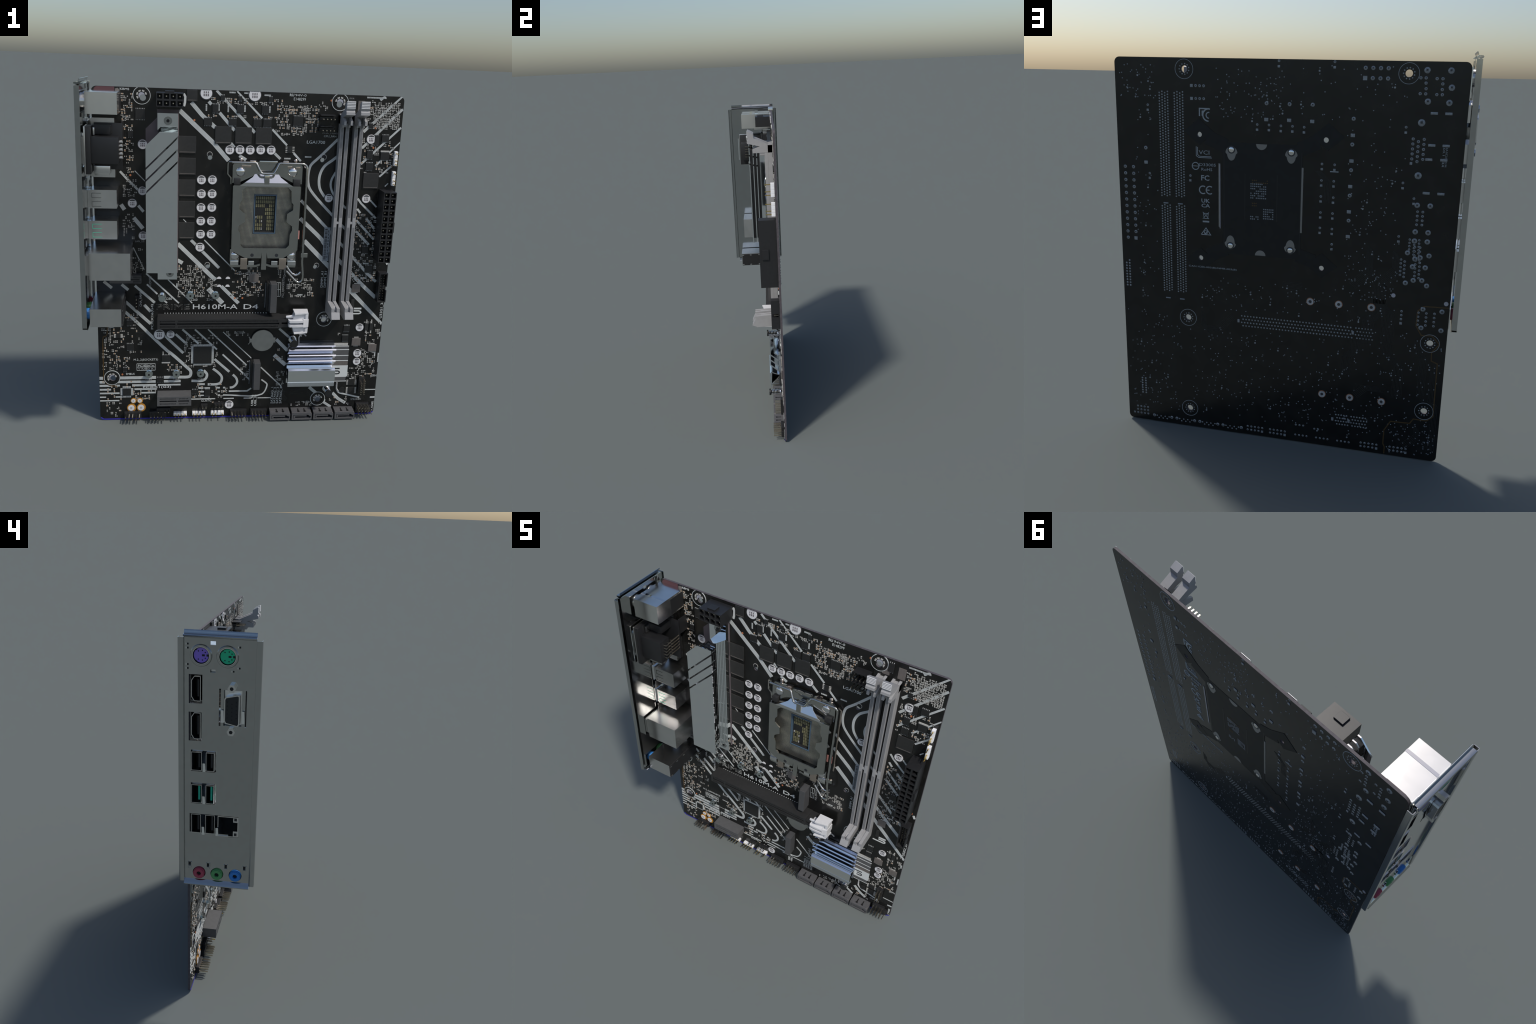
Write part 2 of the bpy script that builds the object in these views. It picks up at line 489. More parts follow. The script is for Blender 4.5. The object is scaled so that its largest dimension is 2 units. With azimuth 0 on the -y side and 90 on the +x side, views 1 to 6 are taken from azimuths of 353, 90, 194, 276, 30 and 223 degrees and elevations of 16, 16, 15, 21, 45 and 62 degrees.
STRIPES_MIDDLE = [
    (0.0134, (0.715, 1.266), (0.77, 1.204)),
    (0.0125, (0.658, 1.255), (0.772, 1.141)),
    (0.0143, (0.661, 1.189), (0.741, 1.113), (0.743, 1.109)),
    (0.0119, (-0.675, 1.51), (-0.64, 1.471), (-0.578, 1.408)),
    (0.0045, (-0.596, 1.514), (-0.542, 1.459)),
    (0.0215, (-0.673, 1.327), (-0.654, 1.298)),
    (0.0149, (-0.579, 1.322), (-0.551, 1.288)),
    (0.0216, (-0.605, 1.253), (-0.555, 1.192)),
    (0.0040, (-0.332, 1.248), (-0.315, 1.23)),
    (0.0234, (-0.362, 1.106), (-0.145, 0.89)),
    (0.0165, (-0.288, 1.128), (-0.126, 0.964)),
    (0.0062, (-0.213, 1.129), (-0.035, 0.949)),
    (0.0208, (-0.363, 1.009), (-0.334, 0.992)),
    (0.0267, (-0.186, 0.838), (-0.1, 0.748)),
    (0.0197, (-0.11, 0.853), (-0.007, 0.748)),
    (0.0084, (-0.539, 0.929), (-0.353, 0.749)),
    (0.0063, (-0.416, 0.893), (-0.276, 0.749)),
    (0.0052, (-0.609, 1.082), (-0.55, 0.952)),
    (0.0089, (-0.535, 0.864), (-0.476, 0.805)),
    (0.0089, (-0.436, 0.764), (-0.421, 0.751)),
    (0.0142, (-0.603, 0.856), (-0.491, 0.752)),
    (0.0164, (-0.551, 0.739), (-0.515, 0.698)),
    (0.0163, (-0.677, 0.863), (-0.64, 0.83)),
    (0.0163, (-0.776, 0.881), (-0.732, 0.842)),
    (0.0173, (-0.656, 0.758), (-0.515, 0.622)),
    (0.0174, (-0.66, 0.696), (-0.612, 0.651), (-0.418, 0.449), (-0.4, 0.435), (-0.303, 0.341), (-0.281, 0.317), (-0.279, 0.297), (-0.285, 0.282), (-0.299, 0.277), (-0.357, 0.277)),
]
STRIPES_LOWER = [
    (0.0144, (-0.568, 0.676), (-0.515, 0.621)),
    (0.0152, (-0.433, 0.547), (-0.403, 0.514), (-0.325, 0.434)),
    (0.0137, (-0.371, 0.556), (-0.304, 0.49)),
    (0.0121, (-0.331, 0.585), (-0.235, 0.493)),
    (0.0097, (-0.258, 0.584), (-0.126, 0.455)),
    (0.0093, (-0.091, 0.422), (0.033, 0.299), (0.08, 0.25)),
    (0.0073, (-0.181, 0.584), (0.056, 0.349)),
    (0.0049, (-0.092, 0.567), (0.075, 0.403), (0.082, 0.395)),
    (0.0150, (-0.202, 0.319), (-0.183, 0.295), (-0.184, 0.275), (-0.195, 0.258), (-0.213, 0.25), (-0.274, 0.251)),
    (0.0139, (-0.139, 0.392), (-0.048, 0.307)),
    (0.0140, (-0.147, 0.329), (-0.116, 0.304), (-0.094, 0.277), (-0.092, 0.257), (-0.1, 0.236), (-0.12, 0.226), (-0.176, 0.225)),
    (0.0132, (-0.026, 0.288), (-0.005, 0.265), (0.002, 0.241), (-0.005, 0.221), (-0.024, 0.204), (-0.042, 0.201)),
    (0.0091, (-0.047, 0.177), (0.065, 0.177), (0.089, 0.195)),
    (0.0081, (-0.082, 0.152), (0.156, 0.153), (0.186, 0.213), (0.184, 0.223), (0.15, 0.252)),
    (0.0069, (0.143, 0.334), (0.268, 0.211), (0.277, 0.194)),
    (0.0138, (0.243, 0.586), (0.305, 0.53)),
    (0.0201, (0.228, 0.517), (0.3, 0.443)),
    (0.0234, (0.221, 0.414), (0.293, 0.348)),
    (0.0077, (0.366, 0.549), (0.382, 0.535)),
    (0.0193, (0.449, 0.195), (0.5, 0.15)),
    (0.0183, (0.599, 0.153), (0.638, 0.112), (0.685, 0.082)),
    (0.0097, (0.621, 0.208), (0.624, 0.176), (0.64, 0.155), (0.7, 0.138), (0.735, 0.128), (0.773, 0.119)),
    (0.0054, (0.803, 0.171), (0.873, 0.171)),
    (0.0095, (0.842, 0.117), (0.875, 0.118)),
    (0.0147, (0.551, 0.109), (0.546, 0.09), (0.594, 0.057)),
]
# level bundle of lines at the lower left: height -> (width, x from, x to)
LEVEL_LINES = {
    0.277: [(0.0177, -0.819, -0.795), (0.0177, -0.702, -0.485), (0.0169, -0.439, -0.362)],
    0.2505: [(0.0147, -0.819, -0.785), (0.0146, -0.711, -0.487), (0.0141, -0.439, -0.339)],
    0.227: [(0.0123, -0.819, -0.745), (0.0107, -0.727, -0.698), (0.0123, -0.626, -0.485), (0.0094, -0.473, -0.339), (0.0109, -0.228, -0.194)],
    0.2015: [(0.0105, -0.819, -0.75), (0.01, -0.613, -0.491), (0.0081, -0.521, -0.48), (0.0104, -0.232, -0.202), (0.0071, -0.196, -0.162), (0.0095, -0.127, -0.102), (0.0095, -0.083, -0.07)],
    0.177: [(0.0091, -0.819, -0.701), (0.009, -0.572, -0.487), (0.009, -0.231, -0.198), (0.0086, -0.115, -0.101), (0.0086, -0.082, -0.067)],
    0.152: [(0.0077, -0.818, -0.78), (0.0076, -0.724, -0.684), (0.0067, -0.233, -0.197), (0.0072, -0.114, -0.1)],
    0.128: [(0.0067, -0.817, -0.703), (0.0067, -0.274, -0.16), (0.0057, -0.191, -0.129), (0.0053, -0.079, -0.015), (0.0058, 0.045, 0.094), (0.0053, 0.131, 0.215)],
}
b = Build()
lift = 0.0009
for table in (STRIPES_UPPER, STRIPES_MIDDLE, STRIPES_LOWER):
    for entry in table:
        w, pts = entry[0], flow(entry[1:])
        lift += 0.000012
        b.ribbon(pts, w, YF + 0.0005, YF - lift, "silk_grey")
        if w > 0.0125:      # twin darker pin line inside the broad stripes
            for off in (-0.17, 0.17):
                d = [Vector(p) for p in pts]
                sh = []
                for i, p in enumerate(d):
                    t = (d[min(i + 1, len(d) - 1)] - d[max(i - 1, 0)]).normalized()
                    sh.append(p + Vector((-t.y, t.x)) * w * off)
                b.ribbon(sh, 0.0016, YF + 0.0005, YF - lift - 0.00035, "stripe_core")
for z, segs in LEVEL_LINES.items():
    for w, xa, xb in segs:
        lift += 0.000012
        b.ribbon([(xa, z), (xb, z)], w, YF + 0.0005, YF - lift, "silk_grey")
        if w > 0.009:
            for off in (-0.17, 0.17):
                b.ribbon([(xa, z + w * off), (xb, z + w * off)], 0.0013, YF + 0.0005, YF - lift - 0.00035, "stripe_core")
b.obj("printed_stripe", board, kind="stuff")

# printed rings around the mounting holes (the front print sits a little off the drilled bores)
RINGS = [(0.512, 1.914), (-0.556, 1.914), (0.511, 0.646), (-0.742, 0.646), (0.507, 0.116), (-0.742, 0.280)]
COOLER_RINGS = [(0.443, 1.613), (-0.192, 1.613), (0.443, 0.982), (-0.193, 0.983)]

def crescent(bb, p, bore, rp, rb, hh, mname):
    """Part of the printed disc (centre p) that is left beside the real bore."""
    rb += 0.0004
    o, i = [], []
    mid = math.atan2(p[1] - bore[1], p[0] - bore[0])
    for k in range(97):
        a = mid - math.pi + 2 * math.pi * k / 96
        q = (p[0] + rp * math.cos(a), p[1] + rp * math.sin(a))
        if math.dist(q, bore) > rb:
            o.append(q)
        q = (bore[0] + rb * math.cos(a), bore[1] + rb * math.sin(a))
        if math.dist(q, p) < rp:
            i.append(q)
    m = 24
    if len(o) < 3 or len(i) < 3:
        return
    o = [o[int(k * (len(o) - 1) / (m - 1))] for k in range(m)]
    i = [i[int(k * (len(i) - 1) / (m - 1))] for k in range(m)]
    vs = [(q[0], YF - hh, q[1]) for q in o + i] + [(q[0], YF + 0.0004, q[1]) for q in o + i]
    fs = []
    for k in range(m - 1):
        fs += [(k, k + 1, m + k + 1, m + k), (2 * m + k, 3 * m + k, 3 * m + k + 1, 2 * m + k + 1), (k, 2 * m + k, 2 * m + k + 1, k + 1),
               (m + k, m + k + 1, 3 * m + k + 1, 3 * m + k)]
    bb.add(vs, fs, mname)

b = Build()
for (x, z), bore in zip(RINGS, MOUNT):
    b.disc(x, z, 0.0468, YF, YF - 0.0034, "silk_grey", n=48, rin=0.0437)
    b.disc(x, z, 0.0437, YF, YF - 0.0031, "solder_mask_black", n=48, rin=0.0300)
    crescent(b, (x, z), bore, 0.0170, 0.0165, 0.0007, "hole_plate")
    for k in range(8):
        a = math.radians(25 + 45 * k)
        if math.dist((x + .0235 * math.cos(a), z + .0235 * math.sin(a)), bore) > 0.0215:
            b.disc(x, z, 0.0285, YF, YF - 0.0036, "pad_tin", n=5, rin=0.0205, start=a - math.radians(15), sweep=math.radians(30))
for (x, z), bore in zip(COOLER_RINGS, COOLER):
    crescent(b, (x, z), bore, 0.0152, 0.0125, 0.0012, "pad_tin")
    crescent(b, (x, z), bore, 0.0128, 0.0125, 0.0020, "dark_opening")
ringo = b.obj("printed_ring", board, kind="stuff")
bm = bmesh.new(); bm.from_mesh(ringo.data)                 # rings end at the upper board edge
bmesh.ops.bisect_plane(bm, geom=bm.verts[:] + bm.edges[:] + bm.faces[:], plane_co=(0, 0, BZ1 - .0006), plane_no=(0, 0, 1), clear_outer=True)
bm.to_mesh(ringo.data); bm.free()
b = Build()
b.prism([(-0.803, 1.926), (-0.803, 1.940), (-0.796, 1.949), (-0.786, 1.9535), (-0.697, 1.9535), (-0.697, 1.926)], 'h', 0, 0.0020, "dull_red")
b.prism([(-0.693, 1.926), (-0.693, 1.944), (-0.680, 1.948), (-0.672, 1.940), (-0.670, 1.926)], 'h', 0, 0.0020, "choke_metal")
b.obj("corner_patch", board)

# ------------------------------------------------------------------ lettering on the front
b = Build()
T = lambda s, x0, x1, z0, z1, m="silk_white", **k: text(b, s, x0, x1, z0, z1, m, **k)
T("PRIME", -0.481, -0.291, 0.712, 0.743, "silk_grey", outline=0.001)
T("H610M-A", -0.272, -0.012, 0.712, 0.742, "silk_white", bold=0.004)
T("D4", 0.024, 0.110, 0.712, 0.742, "silk_white", bold=0.004)
T("LGA1700", 0.341, 0.443, 1.686, 1.703)
T("E148299", 0.255, 0.321, 1.915, 1.930, "silk_grey")
T("94V-0", 0.262, 0.323, 1.937, 1.949, "silk_grey")
T("RU", 0.232, 0.256, 1.936, 1.950, "silk_grey", bold=0.03)
T("CPU_FAN", 0.434, 0.504, 1.722, 1.734, "silk_grey")
T("CHA_FAN2", 0.424, 0.510, 1.740, 1.749, "silk_dim")
T("KBMS", -0.668, -0.620, 1.938, 1.949)
T("VGA", -0.655, -0.625, 1.795, 1.806, "silk_grey")
T("DIMM_A1", 0.474, 0.490, 0.847, 0.946, "silk_grey", vertical=True)
T("DIMM_B1", 0.494, 0.510, 0.847, 0.946, "silk_grey", vertical=True)
T("PCIEX16(G4)", -0.513, -0.496, 0.588, 0.744, vertical=True)
T("M.2_2(SOCKET3)", -0.615, -0.473, 0.385, 0.401, "silk_grey")
T("PCIE", -0.590, -0.545, 0.350, 0.362, "silk_grey")
T("SATA", -0.540, -0.497, 0.350, 0.362, "silk_grey")
T("V RAID X", -0.590, -0.500, 0.330, 0.341, "silk_dim")
T("SMBUS", -0.661, -0.611, 0.297, 0.309, "silk_grey")
T("PCIEX1(G3)", -0.562, -0.396, 0.205, 0.222, "silk_white", h=0.0040)
T("CLRTC", -0.214, -0.152, 0.110, 0.122, "silk_grey")
for i, (xa, xb) in enumerate([(0.213, 0.229), (0.230, 0.245), (0.247, 0.263), (0.266, 0.284)]):
    T("SATA6G_%d" % (i + 1), xa, xb, 0.088, 0.200, "silk_grey", vertical=True)
T("SPEAKER", 0.718, 0.784, 0.101, 0.113, "silk_dim")
T("F_PANEL", 0.855, 0.869, 0.026, 0.091, vertical=True)
T("U32G1_34", 0.851, 0.869, 0.650, 0.760, vertical=True)
T("TPM", 0.838, 0.869, 0.260, 0.274, "silk_grey")
T("BATTERY", -0.025, 0.034, 0.556, 0.569, "silk_dim")
T("2280", -0.430, -0.393, 0.770, 0.784, "silk_grey")
T("2260", -0.285, -0.246, 0.764, 0.778, "silk_grey")
T("2242", -0.193, -0.155, 0.765, 0.778, "silk_dim")
T("2280", -0.549, -0.510, 0.257, 0.268, "silk_dim", h=0.0040)
T("2260", -0.384, -0.348, 0.257, 0.268, "silk_dim", h=0.0040)
T("2242", -0.239, -0.200, 0.257, 0.268, "silk_dim", h=0.0040)
T("LAN_U5", -0.598, -0.548, 1.112, 1.124, "silk_dim")
T("CHA_FAN1", -0.578, -0.563, 0.730, 0.815, "silk_grey", vertical=True)
T("M.2(WIFI)", -0.524, -0.508, 0.846, 0.915, "silk_dim", vertical=True)
T("USB_56", 0.092, 0.108, 0.076, 0.150, "silk_white", vertical=True)
T("USB_78", 0.112, 0.127, 0.076, 0.150, "silk_white", vertical=True)
T("M.2_1(SOCKET3)", 0.246, 0.262, 0.785, 0.905, "silk_dim", vertical=True)
rng = random.Random(5)
for x, z, ln, vert in [(-0.094, 1.945, .034, 0), (-0.015, 1.944, .034, 0), (0.095, 1.937, .034, 0), (-0.215, 1.845, .034, 1), (-0.098, 1.842, .036, 1),
                       (-0.148, 1.846, .036, 1), (-0.008, 1.846, .034, 1), (0.127, 1.846, .034, 1), (0.66, 1.944, .11, 0), (0.335, 1.612, .036, 0), (0.22, 1.60, .036, 0),
                       (0.715, 0.905, .034, 0), (0.72, 0.995, .034, 0), (0.865, 0.53, .03, 1), (0.868, 0.36, .06, 1), (0.655, 0.575, .034, 1), (0.34, 0.80, .03, 0), (-0.365, 0.84, .03, 1), (-0.17, 0.905, .03, 0), (0.845, 0.40, .03, 1)]:
    seg, u = [], 0.0
    while u < ln:
        k = rng.uniform(0.0025, 0.006)
        if vert:
            b.box(x - .004, x + .004, z + u, z + min(ln, u + k), 0.0012, 0.0024, "silk_grey")
        else:
            b.box(x + u, x + min(ln, u + k), z - .004, z + .004, 0.0012, 0.0024, "silk_grey")
        u += k + 0.0016
# framed table beside the M.2 sockets
for x0, x1, z0, z1 in [(-0.597, -0.490, 0.325, 0.368), (0.214, 0.238, 0.79, 0.875)]:
    for a in (z0, (z0 + z1) / 2, z1):
        b.box(x0, x1, a - .0012, a + .0012, 0.0010, 0.0020, "silk_grey")
    for a in (x0, (x0 + x1) / 2, x1):
        b.box(a - .0012, a + .0012, z0, z1, 0.0010, 0.00195, "silk_grey")
# rounded maker's glyph (its left part hides under the memory slots)
S = [(0.733, 0.711), (0.690, 0.711)]
b.ribbon([(0.735, 0.712), (0.690, 0.712)], 0.0095, YF, YF - 0.0022, "silk_white")
b.ribbon([(0.690, 0.697), (0.722, 0.697), (0.731, 0.693), (0.734, 0.688), (0.731, 0.683), (0.722, 0.679), (0.655, 0.679)], 0.0072, YF, YF - 0.0023, "silk_white")
b.ribbon([(0.560, 0.680), (0.578, 0.672)], 0.008, YF, YF - 0.0022, "silk_white")
b.obj("lettering", board, kind="stuff")

# bar code label next to the memory slots
b = Build()
b.box(0.4745, 0.5095, 1.010, 1.211, 0, 0.0042, "label_paper")
z = 1.018
while z < 1.200:
    k = rng.choice([0.0016, 0.0028, 0.0042, 0.006])
    b.box(0.4785, 0.493, z, min(z + k, 1.205), 0.004, 0.0047, "label_ink")
    z += k + rng.choice([0.0016, 0.0026, 0.0038])
for z in range(9):
    b.box(0.498, 0.502, 1.03 + z * 0.019, 1.042 + z * 0.019, 0.004, 0.0047, "label_ink")
b.obj("barcode_label", root)

# faint copper routing under the black solder mask, front and back
b = Build()
rng = random.Random(11)
def bundle(x, z, n, gap, path, side):
    for i in range(n):
        pts, px, pz = [], x + i * gap * 0.75, z + i * gap * 0.75
        if abs(path[0][0]) < 1e-6:
            px, pz = x + i * gap, z
        elif abs(path[0][1]) < 1e-6:
            px, pz = x, z + i * gap
        pts.append((px, pz))
        for dx, dz in path:
            px += dx; pz += dz
            pts.append((px, pz))
        if side > 0:
            b.ribbon(pts, 0.0028, YB - .0004, YB + 0.0009 + i * 1e-5, "trace_dark")
        else:
            b.ribbon(pts, 0.0026, YF + .0004, YF - 0.0006 - i * 1e-5, "trace_dark")
for x, z, n, path in [(-0.46, 0.60, 9, [(0, .12), (-.05, .05), (0, .07)]), (-0.56, 0.62, 10, [(0, .15), (.05, .05), (0, .10)]),
                      (-0.62, 0.33, 8, [(0, .17), (.06, .06), (0, .05)]), (-0.73, 0.36, 6, [(0, .2), (.03, .03), (0, .06)]),
                      (-0.50, 0.90, 8, [(-.07, .07), (0, .09)]), (-0.36, 0.88, 7, [(-.08, .08), (0, .12)]), (-0.80, 0.06, 5, [(0, .25), (.02, .02), (0, .2)]),
                      (-0.66, 0.05, 6, [(-.06, .06), (0, .06)]), (-0.10, 0.85, 6, [(.10, .0)]), (0.25, 0.66, 6, [(.08, -.08), (.08, 0)]),
                      (-0.40, 0.30, 6, [(-.05, .05), (-.08, 0)]), (0.35, 0.52, 6, [(.06, .06), (0, .08)]), (-0.22, 1.30, 5, [(0, .10), (.05, .05)]), (-0.36, 0.42, 8, [(0, .10), (-.04, .04), (0, .06)])]:
    bundle(x, z, n, 0.0068, path, 1)
for x, z, n, path in [(0.33, 0.150, 6, [(.10, 0), (.03, -.02)]), (0.16, 0.20, 6, [(.05, -.05), (.08, 0)]), (-0.03, 0.21, 6, [(.06, .06), (0, .06)]),
                      (-0.60, 0.54, 5, [(.06, 0), (.02, -.03)]), (-0.11, 0.33, 5, [(.08, -.08)]), (0.30, 0.10, 5, [(-.06, .06), (0, .05)])]:
    bundle(x, z, n, 0.0064, path, -1)
# gold guard line round the audio section
G = [(-0.812, 0.83), (-0.697, 0.827), (-0.668, 0.80), (-0.666, 0.724), (-0.694, 0.678), (-0.746, 0.680), (-0.784, 0.640), (-0.750, 0.596), (-0.752, 0.550),
     (-0.782, 0.538), (-0.784, 0.253), (-0.754, 0.224), (-0.689, 0.225), (-0.672, 0.198), (-0.577, 0.195), (-0.547, 0.140), (-0.546, 0.064), (-0.555, 0.044), (-0.554, 0.006)]
b.ribbon(G, 0.0055, YB - .0004, YB + 0.0013, "trace_gold")
b.ribbon([(-0.762, 0.640), (-0.764, 0.560), (-0.771, 0.548), (-0.788, 0.541), (-0.791, 0.525), (-0.791, 0.275), (-0.781, 0.250), (-0.760, 0.232), (-0.735, 0.226), (-0.715, 0.226)], 0.0058, YF + .0004, YF - 0.0030, "trace_gold")
b.obj("copper_trace", board, kind="stuff")

# ------------------------------------------------------------------ low chips, chokes and cans on the front
# (all of these are very low reliefs on this board)
CHOKES = [(-0.166, -0.077, 1.672, 1.766), (-0.057, 0.034, 1.673, 1.765), (0.055, 0.144, 1.673, 1.766), (-0.361, -0.267, 1.616, 1.709),
          (-0.360, -0.267, 1.498, 1.592), (-0.359, -0.268, 1.378, 1.473), (-0.358, -0.268, 1.257, 1.353), (-0.357, -0.270, 1.136, 1.232),
          (0.676, 0.766, 1.441, 1.531), (-0.320, -0.264, 1.891, 1.952)]
for x0, x1, z0, z1 in CHOKES:
    q = Build()
    q.box3(-(x1 - x0) / 2, (x1 - x0) / 2, -0.0065, 0.0, -(z1 - z0) / 2, (z1 - z0) / 2, "choke_black", 0.0022)
    q.box3(-(x1 - x0) / 2 + .006, (x1 - x0) / 2 - .006, -0.0071, -0.005, -(z1 - z0) / 2 + .006, -(z1 - z0) / 2 + .009, "choke_metal")
    o = q.obj("inductor", root)
    o.location = ((x0 + x1) / 2, YF, (z0 + z1) / 2)
for x0, x1, z0, z1 in [(0.051, 0.106, 0.878, 0.930), (0.665, 0.716, 0.816, 0.867), (0.692, 0.748, 0.471, 0.522), (0.798, 0.851, 0.431, 0.480)]:
    q = Build()
    w, hh = (x1 - x0) / 2, (z1 - z0) / 2
    q.box3(-w, w, -0.0065, 0, -hh, hh, "choke_metal", 0.0035)
    q.box3(-w * .5, w * .5, -0.0030, 0, -hh - .004, -hh + .001, "pad_tin")
    q.box3(-w * .5, w * .5, -0.0030, 0, hh + .002, hh + .006, "pad_tin")
    o = q.obj("power_inductor", root)
    o.location = ((x0 + x1) / 2, YF, (z0 + z1) / 2)

CHIPS = [(-0.590, -0.539, 1.790, 1.844), (-0.631, -0.602, 1.696, 1.728), (-0.183, -0.150, 1.837, 1.881), (-0.051, -0.014, 1.838, 1.882), (0.084, 0.121, 1.840, 1.882),
         (-0.227, -0.183, 1.769, 1.808), (-0.093, -0.051, 1.772, 1.808), (0.040, 0.084, 1.769, 1.809), (0.094, 0.139, 1.770, 1.810), (-0.140, -0.117, 1.903, 1.929),
         (-0.046, -0.025, 1.905, 1.927), (0.117, 0.140, 1.903, 1.929), (0.258, 0.312, 1.781, 1.832), (0.764, 0.805, 1.707, 1.744),
         (0.686, 0.720, 1.610, 1.655), (0.685, 0.726, 1.546, 1.587), (0.765, 0.814, 1.606, 1.648), (0.683, 0.706, 1.781, 1.806), (-0.655, -0.613, 0.458, 0.497),
         (-0.653, -0.618, 0.613, 0.644), (-0.451, -0.402, 0.380, 0.422), (0.635, 0.673, 0.565, 0.603), (0.631, 0.669, 0.503, 0.540),
         (-0.481, -0.444, 0.248, 0.277), (-0.272, -0.235, 0.166, 0.192), (-0.194, -0.162, 0.150, 0.193), (0.706, 0.743, 1.059, 1.099), (0.733, 0.777, 0.939, 0.983),
         (-0.678, -0.654, 0.320, 0.344), (0.560, 0.590, 1.885, 1.935), (0.722, 0.748, 1.690, 1.742)]
for x0, x1, z0, z1 in CHIPS:
    q = Build()
    w, hh = (x1 - x0) / 2, (z1 - z0) / 2
    q.box3(-w, w, -0.0058, 0, -hh, hh, "chip_black", 0.0012)
    nn = max(3, int(2 * w / 0.0075))
    for sz in (-1, 1):
        for i in range(nn):
            cx = -w + (i + .5) * 2 * w / nn
            q.box3(cx - .0018, cx + .0018, -0.0028, 0, min(sz * hh, sz * (hh + .0045)), max(sz * hh, sz * (hh + .0045)), "silk_line")
    o = q.obj("chip", root)
    o.location = ((x0 + x1) / 2, YF, (z0 + z1) / 2)
# gull-wing packages: (box, legs on the long sides left/right, legs per side)
for x0, x1, z0, z1, ns in [(0.236, 0.262, 1.631, 1.668, 4), (-0.714, -0.688, 0.536, 0.559, 4), (0.694, 0.734, 0.207, 0.242, 4), (0.695, 0.736, 0.147, 0.191, 6)]:
    q = Build()
    w, hh = (x1 - x0) / 2, (z1 - z0) / 2
    q.box3(-w, w, -0.0062, 0, -hh, hh, "chip_black", 0.0012)
    for s in (-1, 1):
        for i in range(ns):
            cz = -hh + (i + .5) * 2 * hh / ns
            a, c = s * w, s * (w + .012)
            q.box3(min(a, c), max(a, c), -0.0032, 0, cz - .0022, cz + .0022, "pad_tin")
    o = q.obj("chip", root)
    o.location = ((x0 + x1) / 2, YF, (z0 + z1) / 2)
# quad flat packages with legs on four sides
for x0, x1, z0, z1, ns, leg in [(-0.265, -0.157, 0.366, 0.476, 30, 0.013), (-0.682, -0.633, 0.162, 0.209, 12, 0.013)]:
    q = Build()
    w, hh = (x1 - x0) / 2, (z1 - z0) / 2
    q.box3(-w, w, -0.0068, 0, -hh, hh, "chip_black", 0.0014)
    for i in range(ns):
        t = -1 + 2 * (i + .5) / ns
        for s in (-1, 1):
            q.box3(t * w - .0012, t * w + .0012, -0.003, 0, min(s * hh, s * (hh + leg)), max(s * hh, s * (hh + leg)), "silk_grey")
            q.box3(min(s * w, s * (w + leg)), max(s * w, s * (w + leg)), -0.003, 0, t * hh - .0012, t * hh + .0012, "silk_grey")
    q.disc(-w * .8, hh * .8, .004, -0.0068, -0.0072, "slot_plastic", n=12)
    o = q.obj("chip", root)
    o.location = ((x0 + x1) / 2, YF, (z0 + z1) / 2)
# power transistors with a wide tab and two long legs
for cx, cz, w, hh, up in [(0.789, 1.627, 0.025, 0.022, 1), (-0.427, 0.401, 0.025, 0.022, -1)]:
    q = Build()
    q.box3(-w, w, -0.004, 0, up * (hh + .005) - .004, up * (hh + .005) + .004, "pad_tin")
    for s in (-.65, .65):
        q.box3(s * w - .003, s * w + .003, -0.0035, 0, -up * (hh + .012) - .010, -up * (hh + .012) + .010, "pad_tin")
    o = q.obj("transistor_lead", root)
    o.location = (cx, YF, cz)

CANS = [(-0.235, 1.472, .025), (-0.175, 1.473, .025), (-0.234, 1.394, .025), (-0.175, 1.395, .025), (-0.235, 1.316, .025), (-0.175, 1.318, .025),
        (-0.235, 1.239, .025), (-0.176, 1.240, .025), (-0.235, 1.163, .025), (-0.176, 1.164, .025), (-0.084, 1.640, .025), (-0.028, 1.642, .025),
        (0.028, 1.642, .025), (0.086, 1.644, .025), (0.144, 1.644, .025), (-0.217, 1.936, .032), (0.043, 1.936, .033), (0.703, 1.719, .026),
        (0.704, 1.382, .025), (0.486, 1.382, .024), (0.734, 0.591, .025), (0.734, 0.421, .026), (0.735, 0.366, .024), (-0.465, 0.555, .032),
        (-0.400, 0.555, .024), (-0.043, 0.088, .027), (-0.237, 1.087, .026), (-0.611, 1.335, .025), (-0.553, 1.658, .026), (-0.556, 1.405, .024), (-0.554, 1.151, .025)]
def can_mesh():
    q = Build()
    # unit radius; white lid with a dark segment at the top and printed marks
    q.disc(0, 0, 1.0, 0, -0.0052, "can_top", n=36, r2=0.94)
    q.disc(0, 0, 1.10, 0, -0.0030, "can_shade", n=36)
    a0 = math.radians(38)
    seg = [(0.86 * math.cos(a), 0.86 * math.sin(a)) for a in [a0 + (math.pi - 2 * a0) * i / 12 for i in range(13)]]
    vs = [(p[0], -0.0052, p[1]) for p in seg] + [(p[0], -0.0062, p[1]) for p in seg]
    q.add(vs, [tuple(range(13))[::-1], tuple(range(13, 26))] + [(i, (i + 1) % 13, 13 + (i + 1) % 13, 13 + i) for i in range(13)], "can_shade")
    for x, w in ((-0.34, .10), (0.0, .12), (0.34, .10)):
        q.box3(x - w, x + w, -0.0058, -0.005, -0.45, -0.1, "can_print")
        q.box3(x - w * .8, x + w * .8, -0.0058, -0.005, 0.0, 0.32, "can_print")
    return q.mesh("can")
canm = can_mesh()
